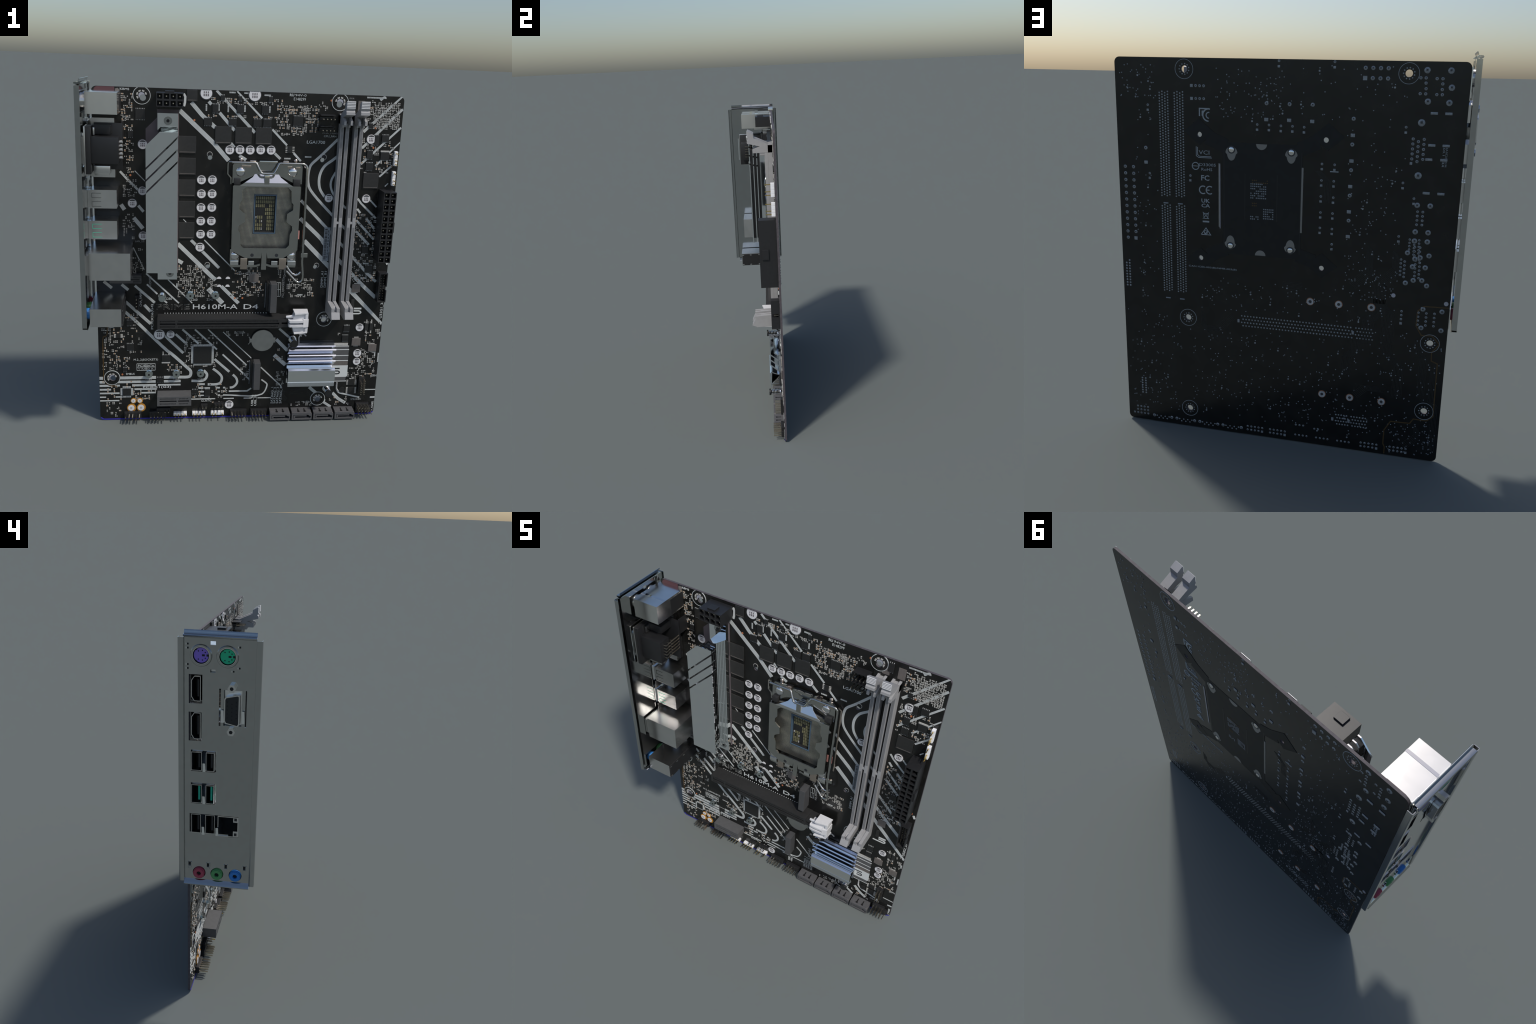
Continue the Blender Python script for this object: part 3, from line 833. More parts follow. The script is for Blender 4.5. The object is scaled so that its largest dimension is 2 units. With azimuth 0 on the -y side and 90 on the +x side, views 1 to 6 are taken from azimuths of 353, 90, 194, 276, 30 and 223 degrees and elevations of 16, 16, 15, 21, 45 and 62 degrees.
for x, z, r in CANS:
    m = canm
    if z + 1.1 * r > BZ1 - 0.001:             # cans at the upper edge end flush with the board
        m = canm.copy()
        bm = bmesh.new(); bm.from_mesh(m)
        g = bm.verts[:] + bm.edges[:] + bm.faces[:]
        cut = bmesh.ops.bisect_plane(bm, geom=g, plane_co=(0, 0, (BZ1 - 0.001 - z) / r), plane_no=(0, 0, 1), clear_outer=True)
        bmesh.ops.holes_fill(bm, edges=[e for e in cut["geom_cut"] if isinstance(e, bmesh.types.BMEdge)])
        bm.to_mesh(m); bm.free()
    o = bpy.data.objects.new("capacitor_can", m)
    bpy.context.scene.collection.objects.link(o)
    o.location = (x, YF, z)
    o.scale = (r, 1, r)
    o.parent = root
om = Build()
om.disc(0.08, -0.02, 1.12, 0, -0.0036, "can_orange", n=36)
om.disc(0, 0.0, 0.80, 0, -0.0052, "can_top", n=36)
om.disc(0, 0, 0.30, -0.004, -0.0056, "can_side", n=20)
omm = om.mesh("audio_can")
for x, z, r in [(-0.620, 0.126, .0155), (-0.582, 0.126, .0155), (-0.633, 0.079, .0235), (-0.575, 0.080, .0235)]:
    o = bpy.data.objects.new("audio_capacitor", omm)
    bpy.context.scene.collection.objects.link(o)
    o.location = (x, YF, z); o.scale = (r, 1, r); o.parent = root

# ------------------------------------------------------------------ small surface parts
b = Build()
rng = random.Random(23)
def smd(x, z, vert, pal, k=1.0):
    """One two-terminal part: tin caps at both ends of a ceramic body."""
    L, W = 0.0062 * k, 0.0034 * k
    body = {"t": "tan_ceramic", "g": "grey_ceramic", "d": "chip_black"}[rng.choice(pal)]
    hh = rng.uniform(0.0022, 0.0030)
    if vert:
        b.box(x - W, x + W, z - L * .5, z + L * .5, 0.0003, hh, body)
        b.box(x - W, x + W, z + L * .5, z + L, 0.0003, hh + .0003, "pad_tin")
        b.box(x - W, x + W, z - L, z - L * .5, 0.0003, hh + .0003, "pad_tin")
    else:
        b.box(x - L * .5, x + L * .5, z - W, z + W, 0.0003, hh, body)
        b.box(x + L * .5, x + L, z - W, z + W, 0.0003, hh + .0003, "pad_tin")
        b.box(x - L, x - L * .5, z - W, z + W, 0.0003, hh + .0003, "pad_tin")
def pad(x, z, r=0.0036, m="pad_tin"):
    b.box(x - r, x + r, z - r * .9, z + r * .9, 0.0003, 0.0020, m)
def blocked(x, z):
    for x0, x1, z0, z1 in CHIPS + CHOKES:
        if x0 - .006 < x < x1 + .006 and z0 - .006 < z < z1 + .006:
            return True
    for cx, cz, r in CANS:
        if (x - cx) ** 2 + (z - cz) ** 2 < (r + .006) ** 2:
            return True
    for cx, cz in MOUNT:
        if (x - cx) ** 2 + (z - cz) ** 2 < 0.052 ** 2:
            return True
    return False
def cluster(x0, x1, z0, z1, fill, pal="tgd", dx=0.0125, dz=0.0165, pads=0.3, dimm=None):
    nz = max(1, int((z1 - z0) / dz)); nx = max(1, int((x1 - x0) / dx))
    for j in range(nz):
        for i in range(nx):
            x, z = x0 + (i + .5) * dx + rng.uniform(-.0015, .0015), z0 + (j + .5) * dz + rng.uniform(-.001, .001)
            if rng.random() > fill or blocked(x, z) or x > BX1 - .006 or z > BZ1 - .006:
                continue
            if rng.random() < pads:
                for a in (-.0042, .0042):
                    for c in (-.0045, .0045):
                        if rng.random() < .75:
                            pad(x + a, z + c, 0.0027)
            else:
                smd(x, z, rng.random() < .6, pal)
cluster(-0.664, -0.598, 1.73, 1.935, .70, "ttg")
cluster(-0.652, -0.590, 1.45, 1.72, .55, "ttgd")
cluster(-0.660, -0.580, 1.37, 1.47, .5, "gd")
cluster(-0.664, -0.590, 1.13, 1.29, .35, "gd", pads=.1)
cluster(0.165, 0.250, 1.725, 1.905, .50, "tgg", dx=.0095, pads=.1)
cluster(0.250, 0.325, 1.725, 1.775, .75, "tgg", dx=.0085, pads=.1)
cluster(0.230, 0.325, 1.840, 1.905, .70, "ttg", dx=.0085, pads=.1)
cluster(0.318, 0.405, 1.745, 1.90, .62, "tgg", dx=.0105, pads=.15)
cluster(-0.19, 0.20, 1.885, 1.93, .40, "tg", pads=.5)
cluster(-0.235, 0.17, 1.812, 1.836, .40, "tg", dx=.013, pads=.1)
cluster(0.395, 0.455, 1.865, 1.93, .35, "tg", pads=.5)
cluster(0.708, 0.862, 1.775, 1.925, .92, "dg", dx=.0112, dz=.0145, pads=.62)
cluster(0.655, 0.715, 1.80, 1.935, .55, "tg", dx=.012)
cluster(0.655, 0.845, 1.53, 1.75, .28, "ttg", pads=.35)
cluster(0.650, 0.775, 1.00, 1.30, .42, "ttgd", dz=.0185, pads=.3)
cluster(0.650, 0.800, 0.88, 1.00, .40, "tgd", pads=.4)
cluster(-0.360, -0.200, 0.785, 0.985, .62, "tggd", dx=.0128, pads=.40)
cluster(-0.200, -0.130, 0.785, 0.905, .42, "gd", dx=.0128, pads=.40)
cluster(-0.060, 0.150, 0.790, 0.975, .40, "tgd", pads=.42)
cluster(0.214, 0.275, 0.905, 0.985, .60, "gd", pads=.4)
cluster(0.275, 0.440, 0.785, 0.905, .45, "tgd", pads=.5)
cluster(-0.795, -0.690, 0.33, 0.60, .52, "ttgd", dz=.019, pads=.35)
cluster(-0.690, -0.560, 0.42, 0.62, .30, "tgd", pads=.2)
cluster(-0.700, -0.630, 0.33, 0.42, .25, "tg", pads=.3)
cluster(-0.660, -0.560, 0.62, 0.70, .35, "tg", pads=.25)
cluster(-0.320, -0.115, 0.34, 0.565, .35, "gd", pads=.3)
cluster(-0.420, -0.330, 0.30, 0.375, .30, "tg", pads=.4)
cluster(-0.235, 0.0, 0.095, 0.125, .35, "td", pads=.4)
cluster(-0.280, -0.05, 0.135, 0.24, .30, "td", pads=.4)
cluster(-0.780, -0.68, 0.02, 0.12, .22, "tgd", pads=.4)
cluster(-0.80, -0.60, 0.13, 0.27, .16, "tt", pads=.1)
cluster(-0.620, -0.48, 0.13, 0.20, .25, "tgd", pads=.2)
cluster(0.740, 0.862, 0.255, 0.460, .45, "tgd", pads=.55)
cluster(0.680, 0.745, 0.245, 0.335, .50, "gd", pads=.2)
cluster(0.760, 0.862, 0.480, 0.640, .30, "tgd", pads=.35)
cluster(0.605, 0.690, 0.490, 0.620, .25, "td", pads=.3)
cluster(0.212, 0.275, 0.375, 0.47, .40, "tgd", pads=.6)
cluster(0.238, 0.295, 0.21, 0.31, .45, "gd", pads=.4)
cluster(0.335, 0.48, 0.068, 0.105, .45, "gd", pads=.5)
cluster(0.58, 0.71, 0.065, 0.145, .30, "tgd", pads=.4)
cluster(-0.10, 0.08, 0.54, 0.585, .35, "gd", pads=.4)
cluster(0.02, 0.085, 0.25, 0.39, .40, "gd", pads=.3)
cluster(-0.62, -0.55, 0.93, 1.08, .35, "gd", pads=.5)
for x, z in [(-0.278, 1.794), (0.463, 1.921), (-0.682, 0.300), (0.722, 1.78), (0.72, 1.672), (-0.03, 0.78), (0.015, 0.78), (-0.62, 1.49), (0.845, 1.02)]:
    b.disc(x, z, 0.0055, YF, YF - 0.0020, "copper_dot", n=14)
for x, z in [(-0.124, 0.898), (-0.073, 0.898), (-0.122, 0.850), (-0.074, 0.850)]:
    b.disc(x, z, 0.013, YF, YF - 0.0024, "can_top", n=18, sweep=math.pi, rin=0.0001)
for x in (-0.035, -0.02):
    b.box(x - .004 + .02, x + .026, 0.777 if x < -.03 else 0.789, 0.782 if x < -.03 else .794, 0, 0.002, "silk_grey")
# tin row beside the long slot and two small tantalum diodes
x = -0.433
while x < 0.175:
    b.disc(x, 0.6865 + 0.0008, 0.0026, YF, YF - 0.0022, "silk_white", n=8)
    x += 0.0160
for x in (0.776, 0.806):
    b.box(x - .010, x + .010, 0.572, 0.618, 0, 0.006, "choke_black", .0015)
    for z0, z1 in ((0.618, 0.640), (0.553, 0.572)):
        b.box(x - .003, x + .003, z0, z1, 0, 0.0035, "pad_tin")
b.box(0.668, 0.688, 0.712, 0.772, 0, 0.005, "choke_black", .001)
b.obj("surface_component", root, kind="stuff")

# ------------------------------------------------------------------ rear port shield
SX = -0.838                      # plane of the shield plate
b = Build()
holes = [circle(0.0865, 1.887, 0.0405), circle(-0.034, 1.887, 0.0405),
         rect(0.080, 0.143, 1.663, 1.799), rect(0.083, 0.144, 1.482, 1.622),
         rect(0.011, 0.133, 1.329, 1.437), rect(0.011, 0.133, 1.161, 1.270),
         [(0.139, 1.006), (0.139, 1.106), (-0.104, 1.106), (-0.104, 0.993), (-0.054, 0.993), (-0.054, 1.006)],
         rect(-0.104, -0.020, 1.566, 1.735), circle(0.090, 0.780, 0.033), circle(-0.001, 0.780, 0.033), circle(-0.094, 0.780, 0.033),
         rect(-0.006, 0.002, 1.563, 1.740), rect(-0.126, -0.119, 1.565, 1.737),
         rect(0.020, 0.044, 1.936, 1.953), rect(0.020, 0.044, 1.812, 1.826)]
sheet(b, rect(-0.166, 0.166, 0.742, 1.968), holes, SX - 0.002, SX + 0.002, "shield_steel", 'side')
def fold(b, prof, a0, a1, along, thick, mname):
    """Bent sheet: open profile swept along y or z.  prof in (x,y) for z, (x,z) for y."""
    P = [Vector(p) for p in prof]
    A, B = [], []
    for i, p in enumerate(P):
        d = (P[min(i + 1, len(P) - 1)] - P[max(i - 1, 0)]).normalized()
        nn = Vector((-d.y, d.x)) * thick / 2
        A.append(p + nn); B.append(p - nn)
    n = len(P)
    f = (lambda q, a: (q[0], q[1], a)) if along == 'z' else (lambda q, a: (q[0], a, q[1]))
    vs = [f(q, a0) for q in A + B] + [f(q, a1) for q in A + B]
    fs = []
    for i in range(n - 1):
        fs += [(i, i + 1, 2 * n + i + 1, 2 * n + i), (n + i, 3 * n + i, 3 * n + i + 1, n + i + 1), (i, n + i, n + i + 1, i + 1),
               (2 * n + i, 2 * n + i + 1, 3 * n + i + 1, 3 * n + i)]
    fs += [(0, 2 * n, 3 * n, n), (n - 1, 2 * n - 1, 4 * n - 1, 3 * n - 1)]
    b.add(vs, fs, mname)
for s in (-1, 1):                # rolled side flanges
    fold(b, [(SX, s * 0.164), (SX - .009, s * 0.1650), (SX - .0150, s * 0.1665), (SX - .0172, s * 0.170), (SX - .0175, s * 0.178), (SX - .0175, s * 0.184),
             (SX - .0168, s * 0.188), (SX - .0140, s * 0.1892), (SX + .007, s * 0.1892)], 0.733, 1.9665, 'z', 0.0030, "shield_steel")
# rolled top fold with its spring lip, and the bottom fold
fold(b, [(SX, 1.958), (SX - .002, 1.966), (SX - .013, 1.9705), (SX - .0200, 1.973), (SX - .0222, 1.977), (SX - .0200, 1.9805), (SX - .013, 1.9815), (SX - .002, 1.9815),
         (SX + .0005, 1.984), (SX + .0010, 1.990), (SX + .0055, 1.9988)], -0.1645, 0.1645, 'y', 0.0024, "shield_steel")
fold(b, [(SX + .001, 1.962), (SX + .006, 1.9725), (SX + .0125, 1.977), (SX + .0135, 1.973), (SX + .0125, 1.940)], 0.128, 0.1645, 'y', 0.0022, "shield_steel")
fold(b, [(SX - .008, 1.9755), (SX + .006, 1.9755), (SX + .0115, 1.978)], -0.1645, 0.1645, 'y', 0.0022, "shield_steel")
fold(b, [(SX, 0.748), (SX - .001, 0.741), (SX - .010, 0.734), (SX - .017, 0.725), (SX - .0205, 0.720), (SX - .0190, 0.716), (SX - .013, 0.7155), (SX + .004, 0.7155), (SX + .007, 0.712)],
     -0.165, 0.165, 'y', 0.0024, "shield_steel")
# spring tongues beside the ports
for y, z0, z1 in [(0.069, 1.329, 1.375), (0.069, 1.161, 1.205), (0.071, 0.994, 1.042), (0.002, 0.994, 1.042), (-0.015, 1.580, 1.642), (-0.111, 1.580, 1.642)]:
    vs = [(SX - .0025, y - .007, z0), (SX - .0025, y + .007, z0), (SX - .012, y + .006, z1), (SX - .012, y - .006, z1),
          (SX - .0005, y - .007, z0), (SX - .0005, y + .007, z0), (SX - .010, y + .006, z1), (SX - .010, y - .006, z1)]
    b.add(vs, [(0, 1, 2, 3), (4, 7, 6, 5), (0, 4, 5, 1), (1, 5, 6, 2), (2, 6, 7, 3), (3, 7, 4, 0)], "sink_aluminium")
for y in (0.138, 0.044, -0.046, -0.140):
    b.box3(SX - .008, SX - .002, y - .007, y + .007, 0.805, 0.817, "shield_steel", .001)
    b.box3(SX - .0026, SX - .0019, y - .008, y + .008, 0.818, 0.836, "dark_opening")
    for s in (-1, 1):
        b.box3(SX - .006, SX - .002, y + s * .008 - .0018, y + s * .008 + .0018, 0.812, 0.838, "shield_steel")
for y, z in [(0.147, 1.936), (0.147, 1.918), (0.147, 1.844), (0.147, 1.826), (-0.089, 1.932), (-0.089, 1.838), (-0.062, 1.822)]:
    b.box3(SX - .0028, SX - .0019, y - .004, y + .004, z - .004, z + .004, "dark_opening")
    b.box3(SX - .0035, SX - .0019, y + .0045, y + .0095, z - .0035, z + .0035, "port_steel")
for y in (0.0865, -0.034):       # raised collars round the two round ports
    vs, fs, nn = [], [], 40
    for r, x in ((0.0405, SX - .010), (0.0475, SX - .010), (0.0515, SX - .0015), (0.0405, SX + .002)):
        vs += [(x, y + r * math.cos(2 * math.pi * i / nn), 1.887 + r * math.sin(2 * math.pi * i / nn)) for i in range(nn)]
    for k in range(4):
        for i in range(nn):
            fs.append((k * nn + i, k * nn + (i + 1) % nn, ((k + 1) % 4) * nn + (i + 1) % nn, ((k + 1) % 4) * nn + i))
    b.add(vs, fs, "shield_steel")
# inner spring rail seen from the front, behind the boxes
for z0, z1 in [(1.802, 1.826), (1.445, 1.478), (1.275, 1.325), (1.12, 1.155), (0.83, 0.965)]:
    b.box3(SX + .012, SX + .015, 0.010, 0.118, z0, z1, "connector_steel")
shield = b.obj("port_shield", root, smooth=40)

# ------------------------------------------------------------------ rear ports
def shell_x(b, y0, y1, z0, z1, x0, x1, t, mname, inner="dark_opening"):
    """Rectangular tube along x, open at x0, with a dark back wall."""
    b.box3(x0, x1, y0, y0 + t, z0, z1, mname)
    b.box3(x0, x1, y1 - t, y1, z0, z1, mname)
    b.box3(x0, x1, y0 + t, y1 - t, z0, z0 + t, mname)
    b.box3(x0, x1, y0 + t, y1 - t, z1 - t, z1, mname)
    b.box3(x1 - .004, x1 - .001, y0 + t, y1 - t, z0 + t, z1 - t, inner)
def disc_x(b, y, z, r, xa, xb, mname, n=28, rin=0.0):
    q = Build()
    q.disc(y, z, r, xa, xb, mname, n=n, rin=rin)
    b.add([(v[1], v[0], v[2]) for v in q.v], q.f, mname)

# keyboard and mouse port block
def open_box(b, x0, x1, z0, z1, h0, h1, t, mname):
    """Sheet-metal box, open towards the shield (-x)."""
    b.box(x0, x1, z0, z1, h1 - t, h1, mname)
    b.box(x0, x1, z0, z0 + t, h0, h1 - t, mname)
    b.box(x0, x1, z1 - t, z1, h0, h1 - t, mname)
    b.box(x0, x1, z0 + t, z1 - t, h0, h0 + t, mname)
    b.box(x1 - t, x1, z0 + t, z1 - t, h0 + t, h1 - t, mname)
PX = SX - 0.0045                 # front rim of the port shells
H = lambda y: YF - y

b = Build()
open_box(b, -0.822, -0.6655, 1.828, 1.934, 0.001, 0.226, 0.003, "port_steel")
b.box(-0.667, -0.6643, 1.836, 1.922, 0.002, 0.112, "black_plastic")
b.box(-0.8230, -0.6645, 1.9335, 1.9352, 0.145, 0.160, "chrome")
b.box3(-0.8205, -0.780, -0.080, 0.138, 1.832, 1.930, "vga_plastic")
for y, m in ((0.0865, "purple_plastic"), (-0.034, "green_plastic")):
    disc_x(b, y, 1.887, 0.0400, SX - .008, -0.8205, "port_steel", 40, rin=0.0375)
    disc_x(b, y, 1.887, 0.0374, SX + .010, -0.8206, "dark_opening", 40)
    disc_x(b, y, 1.887, 0.0335, SX + .001, -0.8206, m, 40)
    fx = SX + .0005
    for k in range(6):
        a = math.radians((35, 75, 125, 235, 285, 325)[k] + 90)
        disc_x(b, y + .0225 * math.sin(a) * -1, 1.887 + .0225 * math.cos(a) * -1, 0.0030, fx, SX + .003, "dark_opening", 10)
    b.box3(fx - .0001, SX + .003, y - .0165, y - .0035, 1.8825, 1.8915, "dark_opening")
    b.box3(fx - .0002, SX + .003, y - .034, y - .024, 1.882, 1.892, "dark_opening")
    b.box3(fx - .0002, SX + .003, y + .020, y + .025, 1.858, 1.864, "dark_opening")
    b.box3(fx - .0002, SX + .003, y + .020, y + .025, 1.909, 1.915, "dark_opening")
b.obj("keyboard_mouse_port", root, smooth=30)

# two small video ports below, the D-shaped one in front of them
def video(z0, z1, rim, y0=0.087, y1=0.131):
    b = Build()
    prof = [(y0, z0 + .002), (y0, z1 - .002), (y1 - .014, z1 - .002), (y1, z1 - .022), (y1, z0 + .022), (y1 - .014, z0 + .002)]
    cy, cz = (y0 + y1) / 2, (z0 + z1) / 2
    inn = [(cy + (p[0] - cy) * .87, cz + (p[1] - cz) * .955) for p in prof]
    n = len(prof)
    vs = [(PX, *p) for p in prof] + [(PX, *p) for p in inn] + [(-0.750, *p) for p in prof] + [(-0.750, *p) for p in inn]
    fs = []
    for i in range(n):
        j = (i + 1) % n
        fs += [(i, j, n + j, n + i), (i, 2 * n + i, 2 * n + j, j), (2 * n + i, 2 * n + j, 3 * n + j, 3 * n + i)]
    b.add(vs, fs, rim)
    b.add([(PX + .0003, *p) for p in inn] + [(-0.752, *p) for p in inn], [(i, (i + 1) % n, n + (i + 1) % n, n + i) for i in range(n)], "vga_plastic")
    b.add([(-0.756, *p) for p in inn] + [(-0.752, *p) for p in inn], [tuple(range(n)), tuple(range(n, 2 * n))] + [(i, (i + 1) % n, n + (i + 1) % n, n + i) for i in range(n)], "dark_opening")
    b.box3(-0.825, -0.757, cy - .011, cy - .004, z0 + .020, z1 - .020, "black_plastic")
    open_box(b, -0.815, -0.695, z0 - .003, z1 + .003, 0.002, 0.063, 0.002, "connector_steel")
    return b
b = video(1.673, 1.794, "chrome")
b.box(-0.66, -0.652, 1.69, 1.78, 0, 0.07, "black_plastic")
b.obj("video_port", root)
b = video(1.490, 1.622, "connector_steel")
b.obj("video_port", root)

b = Build()
b.box(-0.797, -0.660, 1.584, 1.718, 0.160, 0.2385, "vga_plastic", 0.003)
b.box(-0.822, -0.796, 1.532, 1.768, 0.145, 0.2520, "vga_plastic", 0.003)
b.box(-0.798, -0.652, 1.532, 1.774, 0.066, 0.080, "vga_plastic", 0.002)
b.box(-0.796, -0.706, 1.722, 1.766, 0.080, 0.165, "vga_plastic", 0.002)
b.box(-0.790, -0.781, 1.722, 1.760, 0.164, 0.200, "connector_steel", 0.001)
b.box(-0.792, -0.708, 1.527, 1.566, 0.130, 0.186, "connector_steel", 0.0015)      # grounding lug
b.box(-0.792, -0.718, 1.510, 1.527, 0.130, 0.150, "connector_steel", 0.001)
for k in range(5):                                                              # signal pins behind the body
    for q in range(3):
        b.tube([(-0.662, YF - .150 - q * .03, 1.612 + k * .020), (-0.650 + q * .004, YF - .148 - q * .03, 1.612 + k * .020), (-0.656 + q * .001, YF - .078, 1.606 + k * .020)], 0.0022, "tin_pin", 5)
b.box3(-0.8285, -0.8215, -0.112, -0.008, 1.530, 1.770, "connector_steel", .001)
def dshell(y0, y1, z0, z1):
    return [(y0, z0 + .010), (y0, z1 - .004), (y0 + .006, z1), (y1 - .006, z1 - .012), (y1, z1 - .020), (y1, z0 + .022), (y1 - .006, z0 + .012), (y0 + .006, z0)]
o = dshell(-0.098, -0.027, 1.574, 1.722)
cy, cz = -0.0625, 1.648
i_ = [(cy + (p[0] - cy) * .86, cz + (p[1] - cz) * .94) for p in o]
n = len(o)
vs = [(-0.871, *p) for p in o] + [(-0.871, *p) for p in i_] + [(-0.826, *p) for p in o]
fs = []
for i in range(n):
    j = (i + 1) % n
    fs += [(i, j, n + j, n + i), (i, 2 * n + i, 2 * n + j, j)]
b.add(vs, fs, "connector_steel")
b.add([(-0.8695, *p) for p in i_] + [(-0.84, *p) for p in i_], [tuple(range(n)), tuple(range(n, 2 * n))] + [(i, (i + 1) % n, n + (i + 1) % n, n + i) for i in range(n)], "vga_plastic")
for col, off in ((-0.042, 0.0), (-0.0625, 0.009), (-0.083, 0.0)):
    for k in range(5):
        disc_x(b, col, 1.688 - off - k * .0185, 0.0036, -0.8702, -0.868, "dark_opening", 10)
for z in (1.750, 1.546):         # hexagonal jack nuts
    disc_x(b, -0.060, z, 0.0195, -0.8725, -0.836, "connector_steel", 6)
    disc_x(b, -0.060, z, 0.0085, -0.8729, -0.86, "dark_opening", 16)
b.obj("display_port_block", root, smooth=25)

# stacked serial bus ports: hollow shells with a tongue in each opening
def bus_pair(b, ys, z0, z1, tongue, lining):
    for y0, y1 in ys:
        shell_x(b, y0, y1, z0, z1, PX, -0.735, 0.0022, "connector_steel")
        b.box3(SX + .006, -0.736, y0 + .009, y0 + .018, z0 + .014, z1 - .010, tongue)
        b.box3(SX + .012, -0.740, y0 + .0023, y0 + .0031, z0 + .004, z1 - .004, lining)
        b.box3(SX + .012, -0.740, y1 - .0031, y1 - .0023, z0 + .004, z1 - .004, lining)
def usb(z0, z1, x1, htop, tongue, slits):
    b = Build()
    open_box(b, -0.8185, x1, z0, z1, 0.001, htop, 0.0025, "connector_steel")
    bus_pair(b, ((0.080, 0.131), (0.0200, 0.060)), z0 + .003, z1 - .003, tongue, "vga_plastic")
    for k in (0.24, 0.70):
        zc = z0 + (z1 - z0) * k
        for dz in (-.0125, .0125):
            b.box(-0.812, -0.765, zc + dz - .0009, zc + dz + .0009, htop - .001, htop + .0006, slits)
        b.box(-0.813, -0.8114, zc - .0125, zc + .0125, htop - .001, htop + .0007, slits)
    return b
usb(1.331, 1.430, -0.684, 0.1262, "black_plastic", "dark_opening").obj("usb_port", root)
b = usb(1.162, 1.263, -0.685, 0.1255, "teal_plastic", "teal_plastic")
b.obj("usb_port", root)

# network port with two bus ports under it
b = Build()
open_box(b, -0.822, -0.610, 0.969, 1.118, 0.001, 0.2475, 0.003, "connector_steel")
bus_pair(b, ((0.083, 0.131), (0.014, 0.061)), 1.004, 1.104, "black_plastic", "vga_plastic")
shell_x(b, -0.103, -0.001, 0.996, 1.104, PX, -0.700, 0.0035, "connector_steel")
b.box3(PX - .0005, -0.705, -0.0995, -0.078, 1.0005, 1.028, "connector_steel")
b.box3(PX - .0005, -0.705, -0.0995, -0.078, 1.076, 1.1000, "connector_steel")
b.box3(PX - .0012, -0.80, -0.096, -0.083, 1.004, 1.018, "black_plastic")
b.box3(PX - .0012, -0.80, -0.096, -0.083, 1.084, 1.098, "black_plastic")
b.obj("network_port", root)

# three sound jacks
b = Build()
open_box(b, -0.822, -0.6585, 0.719, 0.8195, 0.001, 0.2800, 0.003, "connector_steel")
b.box(-0.8195, -0.665, 0.7225, 0.816, 0.005, 0.2765, "vga_plastic")
b.box(-0.6600, -0.6520, 0.722, 0.816, 0.004, 0.276, "black_plastic")
for h0 in (0.06, 0.13, 0.20, 0.262):
    for z in (0.727, 0.806):
        b.box(-0.6530, -0.6505, z, z + .006, h0, h0 + .014, "port_steel")
for y, m in ((0.090, "pink_plastic"), (-0.001, "lime_plastic"), (-0.094, "blue_plastic")):
    disc_x(b, y, 0.780, 0.0295, SX - .012, -0.8195, m, 36, rin=0.0105)
    disc_x(b, y, 0.780, 0.0255, SX - .016, SX - .011, m, 36, rin=0.0120)
    disc_x(b, y, 0.780, 0.0118, SX - .006, -0.8196, "dark_opening", 6)
b.obj("audio_jack_block", root, smooth=30)

# ------------------------------------------------------------------ voltage regulator heat sink
b = Build()
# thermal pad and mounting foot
b.prism([(-0.5365, 0.983), (-0.5365, 1.742), (-0.4765, 1.802), (-0.4765, 1.846), (-0.3600, 1.846), (-0.3600, 0.935), (-0.466, 0.935), (-0.466, 0.983)], 'h', 0.0006, 0.0035, "sink_pad")
b.prism([(-0.473, 0.904), (-0.473, 1.828), (-0.365, 1.828), (-0.365, 0.904)], 'h', 0.0035, 0.0325, "sink_aluminium")
# lower block: stepped ribs that widen towards the board on the right side
levels = 7
for k in range(levels):
    h0 = 0.0325 + k * 0.0088
    xr = -0.365 - 0.0042 * k
    b.prism([(-0.472, 1.000), (-0.472, 1.700), (-0.452, 1.722), (xr, 1.738), (xr, 0.987)], 'h', h0, h0 + .0088, "sink_aluminium")
b.box(-0.470, -0.425, 1.010, 1.690, 0.090, 0.166, "can_shade")          # web carrying the fins, coloured near-black so the slots look dark
# fins: three plates with air between them, each cut by three slots at 45 degrees
SL, SW = (1.428, 1.491, 1.554), 0.0118
slant = lambda x, z0: z0 + (x + 0.530)
def slotted(h0, h1, il, i, mname):
    xa, xb = -0.530 + il, -0.365 - i
    b.prism([(xa, 0.987), (xb, 0.987), (xb, slant(xb, SL[0]) - SW / 2), (xa, slant(xa, SL[0]) - SW / 2)], 'h', h0, h1, mname)
    for a, c in ((0, 1), (1, 2)):
        b.prism([(xa, slant(xa, SL[a]) + SW / 2), (xb, slant(xb, SL[a]) + SW / 2), (xb, slant(xb, SL[c]) - SW / 2), (xa, slant(xa, SL[c]) - SW / 2)], 'h', h0, h1, mname)
    b.prism([(xa, slant(xa, SL[2]) + SW / 2), (xb, slant(xb, SL[2]) + SW / 2), (xb, 1.744 - i), (-0.458, 1.744 - i), (xa, 1.672 + il - i)], 'h', h0, h1, mname)
slotted(0.112, 0.1185, 0.060, 0.016, "sink_aluminium")
slotted(0.138, 0.1445, 0.055, 0.010, "sink_aluminium")
slotted(0.1655, 0.1725, 0.0, 0.0, "sink_aluminium")
for x, z in ((-0.418, 1.789), (-0.405, 0.941)):     # screws
    b.disc(x, z, 0.0225, YF - .0325, YF - .0335, "shield_steel", n=28)
    b.disc(x, z, 0.0085, YF - .033, YF - .0345, "dark_opening", n=18)
b.obj("voltage_regulator_heat_sink", root)

